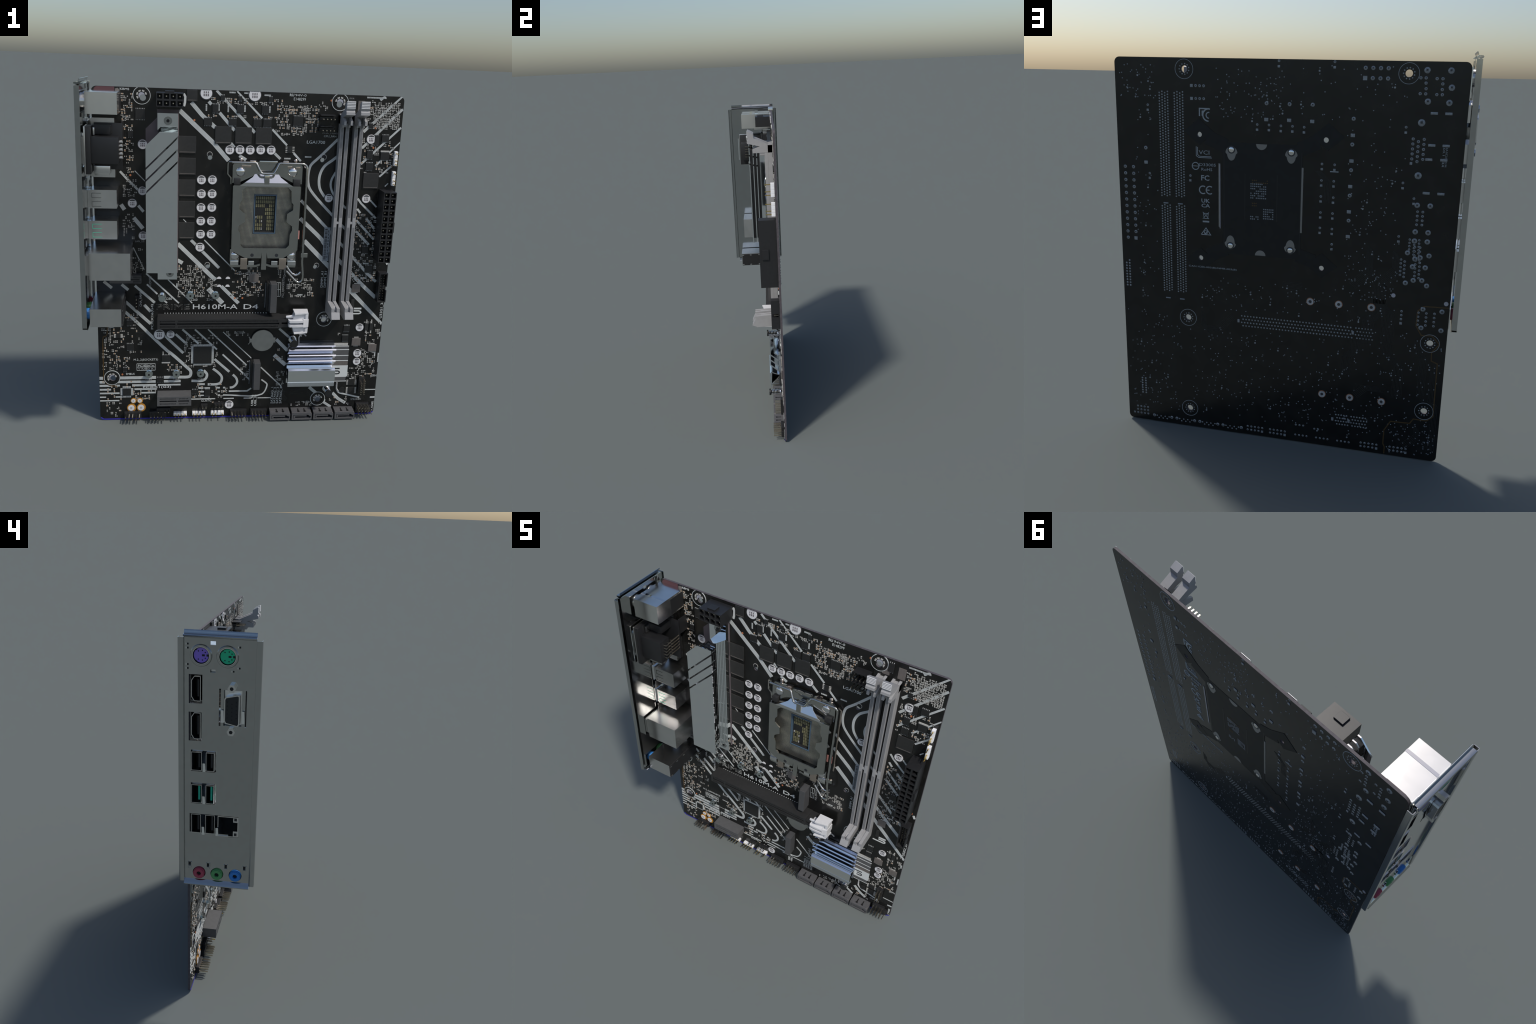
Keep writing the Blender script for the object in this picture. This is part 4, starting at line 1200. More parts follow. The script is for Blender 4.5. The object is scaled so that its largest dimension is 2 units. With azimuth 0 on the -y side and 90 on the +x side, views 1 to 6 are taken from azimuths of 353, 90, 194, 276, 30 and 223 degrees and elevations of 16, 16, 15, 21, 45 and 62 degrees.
# ------------------------------------------------------------------ power sockets
def power_socket(name, x0, x1, z0, z1, htop, cols, rows, latch):
    b = Build()
    b.box(x0, x1, z0, z1, 0.001, htop - 0.030, "black_plastic")
    ax, az = (x1 - x0) / cols, (z1 - z0) / rows
    ho = []
    for i in range(cols):
        for j in range(rows):
            cx, cz = x0 + (i + .5) * ax, z0 + (j + .5) * az
            w, hh = ax * .37, az * .37
            c = 0.3 if (i + j) % 2 else 0.02
            ho.append([(cx - w, cz + hh), (cx - w, cz - hh * (1 - c)), (cx - w * (1 - c), cz - hh), (cx + w * (1 - c), cz - hh), (cx + w, cz - hh * (1 - c)), (cx + w, cz + hh)])
            b.box(cx - .0030, cx + .0030, cz - .0030, cz + .0030, htop - .030, htop - .014, "tin_pin")
            b.box(cx - w, cx + w, cz - hh, cz + hh, htop - .031, htop - .0295, "dark_opening")
    sheet(b, rect(x0, x1, z0, z1), ho, htop - 0.030, htop, "black_plastic", 'front')
    b.box(*latch, "black_plastic", 0.001)
    return b.obj(name, root)
power_socket("processor_power_socket", -0.477, -0.338, 1.866, 1.937, 0.113, 4, 2, (-0.432, -0.385, 1.936, 1.946, 0.055, 0.098))
power_socket("main_power_socket", 0.776, 0.848, 1.030, 1.439, 0.1045, 2, 12, (0.847, 0.857, 1.205, 1.265, 0.05, 0.09))
b = Build()
b.ribbon([(-0.336, 1.93), (-0.327, 1.915), (-0.329, 1.885), (-0.334, 1.865)], 0.012, YF, YF - .004, "silk_white")
b.ribbon([(0.858, 1.01), (0.868, 0.99)], 0.012, YF, YF - .004, "silk_white")
b.obj("printed_outline", board)

# ------------------------------------------------------------------ front USB header (shrouded)
b = Build()
x0, x1, z0, z1, ht = 0.812, 0.862, 0.770, 0.950, 0.052
b.box(x0, x1, z0, z1, 0.001, 0.008, "black_plastic")
b.box(x0, x0 + .006, z0, z1, 0.008, ht, "black_plastic")
b.box(x0 + .006, x1, z1 - .006, z1, 0.008, ht, "black_plastic")
b.box(x0 + .006, x1, z0, z0 + .006, 0.008, ht, "slot_plastic")
b.box(x1 - .006, x1, z0 + .006, 0.845, 0.008, ht, "black_plastic")
b.box(x1 - .006, x1, 0.868, z1 - .006, 0.008, ht, "black_plastic")
for i in range(2):
    for j in range(10):
        if i == 0 and j == 9:
            continue
        cx, cz = 0.8285 + i * 0.017, 0.7885 + j * 0.0158
        b.box(cx - .0014, cx + .0014, cz - .0014, cz + .0014, 0.008, 0.036, "tin_pin")
b.obj("shrouded_header", root)

# ------------------------------------------------------------------ memory slots
def memory_slot(x0, x1):
    b = Build()
    r = 0.019
    zb, zt = 0.775, 1.800
    zk0, zk1 = 1.234, 1.266           # key between the two halves
    b.box(x0, x1, zb, 1.845, 0.001, 0.030, "dimm_plastic")
    for a, c in ((x0, x0 + r), (x1 - r, x1)):
        b.box(a, c, zb, zt, 0.030, 0.050, "dimm_plastic", 0.0012)
        z = zb + 0.004
        while z < zt - 0.004:
            if not zk0 - .014 < z < zk1 + .014:
                b.box(a + .0028, c - .0028, z, z + .0030, 0.0495, 0.0504, "dimm_tick")
            z += 0.0062
    b.box(x0 + r, x1 - r, zb, zt, 0.0295, 0.0305, "dark_opening")
    b.box(x0 + r, x1 - r, 1.243, 1.256, 0.030, 0.049, "dimm_plastic")
    # fixed end post with a split front
    for a, c in ((x0, x0 + 0.0175), (x1 - 0.0175, x1)):
        b.prism([(0.778, 0.001), (0.778, 0.049), (0.7715, 0.156), (0.748, 0.156), (0.748, 0.001)], 'x', a, c, "dimm_plastic")
    b.prism([(0.772, 0.001), (0.772, 0.118), (0.757, 0.140), (0.748, 0.140), (0.748, 0.001)], 'x', x0 + .0175, x1 - .0175, "dimm_plastic")
    b.prism([(0.7479, 0.001), (0.7479, 0.157), (0.7110, 0.1745), (0.7030, 0.152), (0.6990, 0.148), (0.6990, 0.001)], 'x', x0, x1, "dimm_plastic")
    # latch tower and lever at the top end
    for a, c in ((x0, x0 + 0.013), (x1 - 0.013, x1)):
        b.prism([(1.801, 0.001), (1.801, 0.121), (1.822, 0.121), (1.836, 0.085), (1.846, 0.047), (1.853, 0.001)], 'x', a, c, "dimm_plastic")
    b.box(x0 + .013, x1 - .013, 1.812, 1.850, 0.03, 0.05, "dimm_plastic")
    o = b.obj("memory_slot", root)
    l = Build()
    l.prism([(1.832, 0.050), (1.858, 0.1515), (1.872, 0.1505), (1.880, 0.142), (1.890, 0.148), (1.930, 0.1475), (1.912, 0.114), (1.888, 0.112), (1.850, 0.030)], 'x', x0 + .001, x1 - .001, "dimm_plastic")
    for k in range(5):
        l.box(x0 + .001, x1 - .001, 1.8915 + k * .0078, 1.8955 + k * .0078, 0.147, 0.1502, "white_plastic", 0.0008)
    l.box(x0 + .012, x1 - .012, 1.786, 1.806, 0.050, 0.060, "dimm_plastic")
    l.box(x0 + .002, x0 + .012, 1.786, 1.812, 0.0505, 0.078, "dimm_plastic", .001)
    l.box(x1 - .012, x1 - .002, 1.786, 1.812, 0.0505, 0.078, "dimm_plastic", .001)
    l.obj("slot_latch", o)
    return o
memory_slot(0.513, 0.562)
memory_slot(0.592, 0.641)
b = Build()                            # printed ribbed tabs above the slots
for x0, x1 in ((0.562, 0.600), (0.643, 0.682)):
    b.box(x0 - .03, x1 - .03, 1.862, 1.925, 0, 0.0030, "choke_metal")
b.obj("printed_tab", board)

# ------------------------------------------------------------------ expansion slots
def card_slot(name, x0, x1, z0, z1, htop, split, mname, end=None):
    b = Build()
    ax0, ax1 = x0 + 0.014, x1 - 0.014
    zc = (z0 + z1) / 2
    t = 0.0052
    ho = [rect(ax0, split - .005, zc - t, zc + t), rect(split + .005, ax1, zc - t, zc + t)]
    x = ax0 + 0.004
    while x < ax1 - .004:
        if abs(x - split) > .008:
            ho.append(rect(x - .0018, x + .0018, zc + .0125, zc + .0205))
            ho.append(rect(x - .0018, x + .0018, zc - .0205, zc - .0125))
        x += 0.0080
    b.box(x0, x1, z0, z1, 0.001, htop - .012, mname)
    b.box(ax0, ax1, zc - .0206, zc + .0206, htop - .0121, htop - .0115, "dark_opening")
    sheet(b, rect(x0, x1, z0, z1), ho, htop - .012, htop, mname, 'front')
    if end:
        b.box(x1, end, z0 + .004, zc - t, 0.001, htop - .004, mname)
        b.box(x1, end, zc + t, z1 - .004, 0.001, htop - .004, mname)
        b.box(x1, end, zc - t, zc + t, 0.001, htop - .05, mname)
    return b.obj(name, root)
card_slot("graphics_card_slot", -0.4745, 0.240, 0.6255, 0.6835, 0.0900, -0.368, "slot_plastic", end=0.300)
card_slot("expansion_slot", -0.4765, -0.2760, 0.1290, 0.1890, 0.0815, -0.358, "grey_plastic")

# white retaining lever at the right end of the long slot: two curved jaws and two side wings
b = Build()
for za, zb in ((0.668, 0.681), (0.641, 0.654)):
    b.prism([(0.279, 0.040), (0.278, 0.108), (0.283, 0.115), (0.300, 0.1165), (0.330, 0.1165), (0.366, 0.1135), (0.366, 0.040)], 'z', za, zb, "white_plastic")
b.prism([(0.364, 0.036), (0.364, 0.1125), (0.396, 0.1030), (0.398, 0.036)], 'z', 0.6375, 0.6845, "white_plastic")
b.box(0.290, 0.364, 0.654, 0.668, 0.036, 0.088, "white_plastic")
for s_ in (1, -1):
    c = 0.6610
    za, zb = sorted((c + s_ * .0205, c + s_ * .058))
    b.prism([(0.306, za), (0.390, za), (0.390, zb), (0.318 if s_ > 0 else 0.312, zb)] if s_ > 0 else [(0.314, za), (0.390, za), (0.390, zb), (0.300, zb)], 'h', 0.040, 0.090, "white_plastic")
    ra, rb = sorted((c + s_ * .056, c + s_ * .064))
    b.prism([(0.312, 0.036), (0.312, 0.114), (0.392, 0.099), (0.398, 0.036)], 'z', ra, rb, "white_plastic")
    wa, wb = sorted((c + s_ * .024, c + s_ * .060))
    b.box(0.377, 0.394, wa, wb, 0.038, 0.0985, "white_plastic", .001)
b.tube([(0.268, YF - .080, 0.691), (0.276, YF - .082, 0.693), (0.310, YF - .084, 0.698)], 0.0085, "white_plastic", 12)
b.obj("slot_lever", root, smooth=30)

# ------------------------------------------------------------------ M.2 sockets
def m2(x0, x1, z0, z1, ht, xl):
    b = Build()
    b.box(x0, x1, z0, z1, 0.001, ht, "m2_plastic", 0.0015)
    b.box(xl, x0 - .004, z0, z1, 0.001, ht * .52, "chip_black")
    b.box(x0 - .005, x0 + .001, z0 + .004, z1 - .004, 0.001, ht * .80, "m2_plastic")
    k = z0 + .01
    while k < z1 - .01:
        b.box(xl - .005, xl, k, k + .0022, 0.0004, 0.003, "silk_line")
        k += .0050
    return b.obj("storage_card_socket", root)
m2(0.1710, 0.2085, 0.712, 0.887, 0.0700, 0.152)
m2(0.0945, 0.1325, 0.2155, 0.3885, 0.0640, 0.077)
# short socket for the radio card, hidden under the network port
b = Build()
b.box(-0.740, -0.564, 0.884, 0.930, 0, 0.044, "m2_plastic", .001)
b.box(-0.728, -0.574, 0.903, 0.911, 0.043, 0.0446, "dark_opening")
for k in range(9):
    b.box(-0.610 + k * .005, -0.607 + k * .005, 0.915, 0.925, 0.043, 0.0446, "dark_opening")
    b.box(-0.610 + k * .005, -0.607 + k * .005, 0.889, 0.899, 0.043, 0.0446, "dark_opening")
b.obj("radio_card_socket", root)

# standoffs for the cards
sm = Build()
sm.disc(0, 0, 0.0225, 0, -0.004, "standoff_steel", n=28)
sm.disc(0, 0, 0.0195, -0.004, -0.0235, "standoff_steel", n=8)
sm.disc(0, 0, 0.0205, -0.0235, -0.0245, "standoff_steel", n=28)
sm.disc(0, 0, 0.0062, -0.0240, -0.0252, "dark_opening", n=14)
smm = sm.mesh("standoff"); smooth_by_angle(smm, 30)
for x, z in [(-0.526, 0.306), (-0.365, 0.305), (-0.221, 0.305), (-0.288, 0.801), (-0.143, 0.801)]:
    o = bpy.data.objects.new("standoff", smm)
    bpy.context.scene.collection.objects.link(o)
    o.location = (x, YF, z); o.parent = root
b = Build()
b.disc(-0.449, 0.794, 0.0225, YF, YF - .006, "chrome", n=28)
b.disc(-0.449, 0.794, 0.0160, YF - .006, YF - .034, "chrome", n=24)
b.disc(-0.449, 0.793, 0.0195, YF - .034, YF - .047, "standoff_steel", n=24)
b.obj("card_screw", root, smooth=30)

# ------------------------------------------------------------------ coin cell
b = Build()
b.disc(0.145, 0.514, 0.0690, YF, YF - 0.0125, "battery_steel", n=64, r2=0.0675)
b.disc(0.145, 0.514, 0.0700, YF, YF - 0.0100, "chip_black", n=64)
b.box(0.066, 0.082, 0.503, 0.525, 0, 0.011, "battery_steel", .001)
b.box(0.208, 0.2215, 0.500, 0.532, 0, 0.011, "battery_steel", .001)
b.tube([(0.062, YF - .004, 0.535), (0.070, YF - .006, 0.525), (0.078, YF - .006, 0.521)], 0.0025, "battery_steel", 6)
b.tube([(0.060, YF - .004, 0.488), (0.069, YF - .006, 0.500), (0.078, YF - .006, 0.506)], 0.0025, "battery_steel", 6)
b.obj("coin_battery", root, smooth=30)

# ------------------------------------------------------------------ chipset heat sink
CX0, CX1 = 0.2985, 0.5835
b = Build()
b.box(CX0, CX1, 0.236, 0.497, 0.004, 0.018, "sink_fins")
def blade(p, q, t, m="sink_fins"):
    """Slanted fin running the whole length: p and q are (z, h) of root and tip."""
    d = (Vector(q) - Vector(p)).normalized()
    n = Vector((-d.y, d.x)) * t / 2
    P, Q = Vector(p), Vector(q)
    b.prism([tuple(P + n), tuple(Q + n), tuple(Q - n), tuple(P - n)], 'x', CX0, CX1, m)
blade((0.466, 0.015), (0.489, 0.046), 0.0075)
blade((0.431, 0.016), (0.477, 0.071), 0.0075)
blade((0.391, 0.016), (0.441, 0.072), 0.0075)
blade((0.355, 0.016), (0.405, 0.073), 0.0075)
blade((0.322, 0.016), (0.262, 0.0735), 0.0060)
blade((0.330, 0.016), (0.352, 0.0700), 0.0050)
b.prism([(0.356, 0.064), (0.345, 0.0795), (0.272, 0.0795), (0.266, 0.070), (0.340, 0.066)], 'x', CX0, CX1, "sink_fins")
b.prism([(0.266, 0.066), (0.262, 0.074), (0.247, 0.077), (0.239, 0.0765), (0.238, 0.071), (0.254, 0.068)], 'x', CX0, CX1, "sink_fins")
b.box(CX0 + .002, CX1 + .001, 0.2725, 0.3445, 0.079, 0.0803, "sink_aluminium")
# printed fins and glyph beyond the right end
for z0, z1, x1, m in [(0.472, 0.489, .671, "pad_tin"), (0.450, 0.466, .678, "grey_plastic"), (0.466, 0.470, .679, "silk_white"), (0.410, 0.443, .680, "grey_plastic"), (0.443, 0.448, .681, "silk_white"),
                      (0.378, 0.404, .680, "grey_plastic"), (0.404, 0.409, .680, "silk_white"), (0.341, 0.370, .680, "choke_metal"), (0.370, 0.375, .680, "silk_white"), (0.266, 0.340, .682, "silk_white"), (0.236, 0.262, .674, "grey_plastic"), (0.262, 0.2655, .676, "silk_white"), (0.231, 0.236, .678, "silk_white")]:
    b.box(0.5836, x1, z0, z1, 0, 0.0030, m)
b.ribbon([(0.585, 0.320), (0.632, 0.320)], 0.0085, YF, YF - .0036, "label_ink")
b.ribbon([(0.598, 0.303), (0.622, 0.303), (0.631, 0.298), (0.632, 0.291), (0.628, 0.286), (0.618, 0.284), (0.598, 0.284)], 0.0075, YF, YF - .0037, "label_ink")
chip_sink = b.obj("chipset_heat_sink", root)
def spring_post(x, z, h1, rc):
    b = Build()
    b.disc(x, z, 0.0215, YF - h1, YF - h1 + .010, "vga_plastic", n=28)
    b.disc(x, z, 0.010, YF, YF - h1 + .008, "black_plastic", n=16)
    pts = []
    for k in range(97):
        a = 2 * math.pi * 6 * k / 96
        pts.append((x + 0.0175 * math.cos(a), YF - 0.018 - (h1 - .030) * k / 96, z + 0.0175 * math.sin(a)))
    b.tube(pts, 0.0026, "chrome", 6)
    b.disc(x, z, 0.024, YF - .012, YF - .018, "sink_fins", n=24)
    return b.obj("spring_pin", chip_sink, smooth=40)
spring_post(0.324, 0.523, 0.090, 0.02)
spring_post(0.553, 0.194, 0.089, 0.02)
b = Build()
b.disc(0.656, 0.174, 0.0195, YF, YF - .004, "chip_black", n=28)
b.tube([(0.622, YF - .003, 0.225), (0.621, YF - .004, 0.185), (0.634, YF - .004, 0.165)], 0.004, "can_side", 6)
b.tube([(0.366, YF - .004, 0.498), (0.364, YF - .006, 0.530), (0.374, YF - .006, 0.550), (0.392, YF - .006, 0.553), (0.408, YF - .004, 0.538)], 0.0042, "can_side", 8)
b.obj("printed_pin", board, smooth=40)

# ------------------------------------------------------------------ serial storage ports along the bottom
def sata():
    b = Build()
    w = 0.0625
    # hollow shroud opening downwards/forwards: frame with an L-shaped tongue
    b.box3(-w, w - .004, -0.052, -0.001, 0.040, 0.058, "sata_plastic", .0015)
    fr = [(-w, 0.0075), (-w, 0.0545), (w - .012, 0.0545), (w, 0.046), (w, 0.012), (w - .006, 0.0075)]
    ho = [(-w + .010, 0.016), (-w + .010, 0.0405), (w - .024, 0.0405), (w - .014, 0.033), (w - .006, 0.033), (w - .006, 0.023), (w - .012, 0.016)]
    q = Build()
    sheet(q, fr, [ho], -(0), 0.050, "sata_plastic", 'front')
    b.add([(v[0], v[1] - YF - 0.0155, v[2]) for v in q.v], q.f, "sata_plastic")
    b.box3(-w + .006, w - .002, -0.020, -0.0, 0.010, 0.052, "sata_plastic")
    b.box3(-w + .010, w - .008, -0.0215, -0.0195, 0.016, 0.0405, "dark_opening")
    b.box3(-w + .013, w - .032, -0.0635, -0.02, 0.029, 0.0365, "sata_plastic", .0006)
    b.box3(-w + .013, -w + .022, -0.0636, -0.02, 0.0175, 0.0300, "sata_plastic", .0006)
    for x in (-0.020, 0.019):
        b.box3(x - .0035, x + .0035, -0.052, -0.018, 0.0535, 0.0587, "dark_opening")
        b.box3(x - .007, x + .007, -0.052, -0.043, 0.0535, 0.0588, "dark_opening")
    return b.mesh("storage_port")
sm2 = sata()
for k in range(4):
    o = bpy.data.objects.new("storage_port", sm2)
    bpy.context.scene.collection.objects.link(o)
    o.location = (0.267 + k * 0.1345, YF, 0.0)
    o.parent = root

# ------------------------------------------------------------------ pin headers
def header(x0, z0, nx, nz, hpin=0.069, missing=(), base="black_plastic", pin="tin_pin", tall=0.020, name="pin_header", pz=PITCH):
    b = Build()
    m = PITCH / 2
    b.box(x0 - m, x0 + (nx - 1) * PITCH + m, z0 - m, z0 + (nz - 1) * pz + m, 0.001, tall, base, 0.0015)
    for i in range(nx):
        for j in range(nz):
            if (i, j) in missing:
                continue
            x, z = x0 + i * PITCH, z0 + j * pz
            b.box(x - .0027, x + .0027, z - .0027, z + .0027, tall, hpin, pin)
    return b.obj(name, root)
header(-0.663, 0.0290, 5, 2, missing=((3, 1),), tall=0.021)                # front audio
header(-0.514, 0.0290, 5, 2, missing=((4, 1),), tall=0.021)                # com port
header(-0.027, 0.0290, 5, 2, missing=((4, 1),), tall=0.021)                # front usb
header(0.098, 0.0290, 5, 2, missing=((4, 1),), tall=0.021)                 # front usb
header(0.760, 0.0365, 5, 2, missing=((4, 1),), tall=0.021)                 # front panel
header(0.760, 0.0770, 4, 1, tall=0.021)                                    # speaker
header(-0.126, 0.0990, 3, 1, hpin=0.058, tall=0.021)
header(-0.206, 0.0900, 2, 1, hpin=0.052, tall=0.021)
header(-0.471, 0.0690, 4, 1, hpin=0.050, tall=0.018, missing=((1, 0),))
header(0.7655, 0.1660, 2, 7, hpin=0.054, tall=0.018, missing=((0, 6),), pz=0.0145)
header(0.412, 1.826, 4, 1, hpin=0.076, tall=0.024, name="fan_header")
header(0.412, 1.766, 4, 1, hpin=0.076, tall=0.024, name="fan_header")
header(-0.592, 0.730, 1, 4, hpin=0.060, tall=0.022, name="fan_header")
b = Build()
for z in (1.846, 1.786):
    b.box(0.402, 0.484, z - .004, z + .001, 0.001, 0.050, "black_plastic")
b.box(-0.584, -0.579, 0.722, 0.800, 0.001, 0.05, "black_plastic")
b.obj("fan_header_guide", root)

def white_header(x0, z0, n, along, missing):
    b = Build()
    m = PITCH / 2
    L = (n - 1) * PITCH
    for i in range(n):
        x, z = (x0 + i * PITCH, z0) if along == 'x' else (x0, z0 - i * PITCH)
        b.box(x - m + .0006, x + m - .0006, z - m, z + m, 0.001, 0.024, "header_white", 0.0022)
        b.box(x - m * .7, x + m * .7, z - m * .7, z + m * .7, 0.001, 0.0225, "header_white")
        if i != missing:
            b.box(x - .0024, x + .0024, z - .0024, z + .0024, 0.024, 0.058, "gold_pin")
    return b.obj("light_header", root)
white_header(-0.3705, 0.040, 4, 'x', -1)
white_header(-0.2580, 0.040, 4, 'x', -1)
white_header(-0.1455, 0.040, 4, 'x', 2)
white_header(0.8495, 1.6465, 4, 'z', 1)
white_header(0.8485, 1.5335, 4, 'z', 1)

# ------------------------------------------------------------------ processor socket
b = Build()
b.box(-0.052, 0.304, 1.083, 1.452, 0.0004, 0.0015, "contact_base")
wx0, wx1, wz0, wz1 = 0.064, 0.183, 1.178, 1.395          # window over the decoupling parts
for x0, x1, z0, z1 in ((-0.050, wx0, 1.085, 1.450), (wx1, 0.302, 1.085, 1.450), (wx0, wx1, 1.085, wz0), (wx0, wx1, wz1, 1.450)):
    b.box(x0, x1, z0, z1, 0.0015, 0.0165, "contact_base")
for x0, x1, z0, z1 in ((wx0 - .003, wx0 + .002, wz0 - .003, wz1 + .003), (wx1 - .002, wx1 + .003, wz0 - .003, wz1 + .003), (wx0 + .002, wx1 - .002, wz0 - .003, wz0 + .002), (wx0 + .002, wx1 - .002, wz1 - .002, wz1 + .003)):
    b.box(x0, x1, z0, z1, 0.0015, 0.0205, "socket_blue")
b.box(wx0 + .002, wx1 - .002, wz0 + .002, wz1 - .002, 0.0015, 0.0022, "chip_black")
b.box(wx0 + .002, wx1 - .002, wz0 + .002, wz0 + .007, 0.0022, 0.016, "slot_plastic")
b.obj("processor_socket_base", root)
b = Build()                                                # field of contacts
p = 0.0066
x = -0.046
while x < 0.299:
    z = 1.090
    while z < 1.447:
        if not (wx0 - .006 < x < wx1 + .006 and wz0 - .006 < z < wz1 + .006):
            b.box(x - .0019, x + .0019, z - .0021, z + .0021, 0.0160, 0.0188, "contact_gold")
        z += p
    x += p
b.obj("socket_contact", root, kind="stuff")
b = Build()                                                # small parts inside the window
rng = random.Random(3)
for j in range(9):
    for i in range(10):
        x, z = wx0 + .011 + i * .0108, wz1 - .018 - j * .0222
        if (j in (3, 4) and i < 5) or (j > 4 and 3 < i < 6) or (j in (2, 4, 6) and rng.random() < .1):
            continue
        if j > 4 and i < 4 and rng.random() < .35:
            b.box(x - .003, x + .003, z - .006, z - .001, 0.0020, 0.0045, "pad_tin"); b.box(x - .003, x + .003, z + .002, z + .006, 0.0020, 0.0045, "pad_tin")
            continue
        b.box(x - .0036, x + .0036, z - .0085, z + .0085, 0.0020, 0.0050, "socket_cap")
b.obj("socket_component", root, kind="stuff")

b = Build()                                                # load plate with its lobed opening
CUT = [(0.010, 1.447), (0.240, 1.449), (0.261, 1.429), (0.265, 1.366), (0.277, 1.351), (0.276, 1.319), (0.244, 1.298), (0.242, 1.252), (0.276, 1.228), (0.277, 1.204),
       (0.265, 1.179), (0.264, 1.117), (0.247, 1.098), (0.006, 1.098), (-0.012, 1.114), (-0.016, 1.183), (-0.027, 1.200), (-0.026, 1.226), (0.009, 1.253), (0.007, 1.298),
       (-0.010, 1.309), (-0.026, 1.324), (-0.025, 1.353), (-0.011, 1.373), (-0.013, 1.427)]
OUT = [(-0.061, 1.455), (-0.060, 1.083), (-0.020, 1.060), (0.018, 1.040), (0.106, 1.040), (0.110, 1.074), (0.110, 0.972), (0.138, 0.972), (0.138, 1.074), (0.144, 1.040), (0.232, 1.040),
       (0.262, 1.060), (0.309, 1.083), (0.310, 1.455)]
sheet(b, OUT, [CUT], 0.050, 0.0565, "socket_steel", 'front')
b.box(-0.064, -0.0605, 1.088, 1.452, 0.020, 0.0560, "socket_steel")
b.box(0.3095, 0.313, 1.088, 1.452, 0.020, 0.0560, "socket_steel")
# bright nose folding down towards the hinge
nose = [(-0.030, 1.452, 0.0567), (0.272, 1.452, 0.0567), (0.240, 1.472, 0.0590), (0.200, 1.500, 0.042), (0.190, 1.515, 0.033), (0.055, 1.515, 0.033), (0.045, 1.500, 0.042), (0.000, 1.472, 0.0590)]
vs = [(q[0], YF - q[2], q[1]) for q in nose] + [(q[0], YF - q[2] + .004, q[1]) for q in nose]
fs = [(0, 1, 2, 7), (7, 2, 3, 6), (6, 3, 4, 5), (8, 15, 10, 9), (15, 14, 11, 10), (14, 13, 12, 11)] + [(i, (i + 1) % 8, 8 + (i + 1) % 8, 8 + i) for i in range(8)]
b.add(vs, fs, "chrome")
b.box(0.106, 0.136, 1.463, 1.516, 0.040, 0.0605, "socket_steel", .004)
for x0, x1 in ((-0.058, -0.022), (0.272, 0.312)):
    b.box(x0, x1, 1.452, 1.490, 0.012, 0.040, "slot_plastic", .003)
for x in (0.055, 0.195):
    b.disc(x, 1.058, 0.010, YF - .0560, YF - .0569, "label_ink", n=18)
b.obj("load_plate", root, smooth=30)

b = Build()                                                # hinge frame behind the plate
b.prism([(-0.066, 1.462), (-0.066, 1.560), (-0.050, 1.582), (0.300, 1.582), (0.322, 1.560), (0.322, 1.462), (0.270, 1.470), (0.205, 1.502), (0.045, 1.502), (-0.020, 1.470)], 'h', 0.012, 0.024, "socket_steel")
b.box(0.078, 0.180, 1.5705, 1.590, 0.012, 0.036, "socket_steel", .004)
for x0, x1 in ((0.026, 0.060), (0.208, 0.240)):
    b.box(x0, x1, 1.568, 1.592, 0.010, 0.043, "copper_tin", .004)
for x in (-0.020, 0.284):
    b.dome(x, 1.588, 0.012, 0.004, 0.008, "copper_tin", 16)
for x, z in ((-0.004, 1.558), (0.022, 1.556), (0.250, 1.556), (0.296, 1.553)):
    b.box(x - .013, x + .013, z - .007, z + .006, 0.020, 0.026, "copper_tin", .001)
for x0, x1 in ((-0.066, -0.018), (0.038, 0.072), (0.170, 0.208), (0.264, 0.314)):
    b.box(x0, x1, 0.990, 1.016, 0.010, 0.031, "chrome", .004)
b.prism([(-0.066, 0.984), (-0.060, 0.977), (0.080, 0.977), (0.106, 0.986), (0.106, 0.998), (0.080, 0.990), (-0.066, 0.990)], 'h', 0.008, 0.026, "socket_steel")
b.prism([(0.142, 0.986), (0.170, 0.977), (0.312, 0.977), (0.314, 0.990), (0.170, 0.990), (0.142, 0.998)], 'h', 0.008, 0.026, "socket_steel")
for x0, x1 in ((-0.008, 0.032), (0.214, 0.257)):
    b.box(x0, x1, 0.966, 1.034, 0.012, 0.034, "copper_tin", .003)
for x, z in ((-0.042, 1.048), (0.286, 1.048)):
    b.box(x - .026, x + .026, z - .040, z + .034, 0.010, 0.025, "socket_steel", .002)
for x, z in ((-0.023, 1.525), (0.268, 1.527)):
    b.dome(x, z, 0.0265, 0.024, 0.012, "chrome", 28, 6)
for x, z in ((-0.040, 1.046), (0.284, 1.046)):
    b.dome(x, z, 0.0255, 0.025, 0.013, "chrome", 28, 6)
b.box(0.318, 0.330, 1.140, 1.190, 0, 0.004, "warning_pink")
b.obj("socket_frame", root, smooth=35)

b = Build()                                                # clamping lever
Y = lambda x, z, h: (x, YF - h, z)
rod = [Y(-0.072, 1.579, 0.044), Y(0.055, 1.579, 0.044), Y(0.062, 1.576, 0.045), Y(0.074, 1.552, 0.053), Y(0.088, 1.527, 0.059), Y(0.096, 1.523, 0.060), Y(0.152, 1.523, 0.060), Y(0.160, 1.527, 0.059),
       Y(0.174, 1.552, 0.053), Y(0.186, 1.576, 0.045), Y(0.195, 1.579, 0.044), Y(0.318, 1.578, 0.042), Y(0.332, 1.575, 0.041), Y(0.341, 1.566, 0.041), Y(0.344, 1.550, 0.042), Y(0.344, 1.300, 0.056),
       Y(0.344, 1.060, 0.063), Y(0.344, 1.020, 0.063), Y(0.353, 0.945, 0.061), Y(0.352, 0.915, 0.061), Y(0.342, 0.901, 0.061), Y(0.326, 0.898, 0.061), Y(0.310, 0.908, 0.059), Y(0.258, 0.962, 0.047)]
b.tube(rod, 0.0066, "socket_steel", 12)
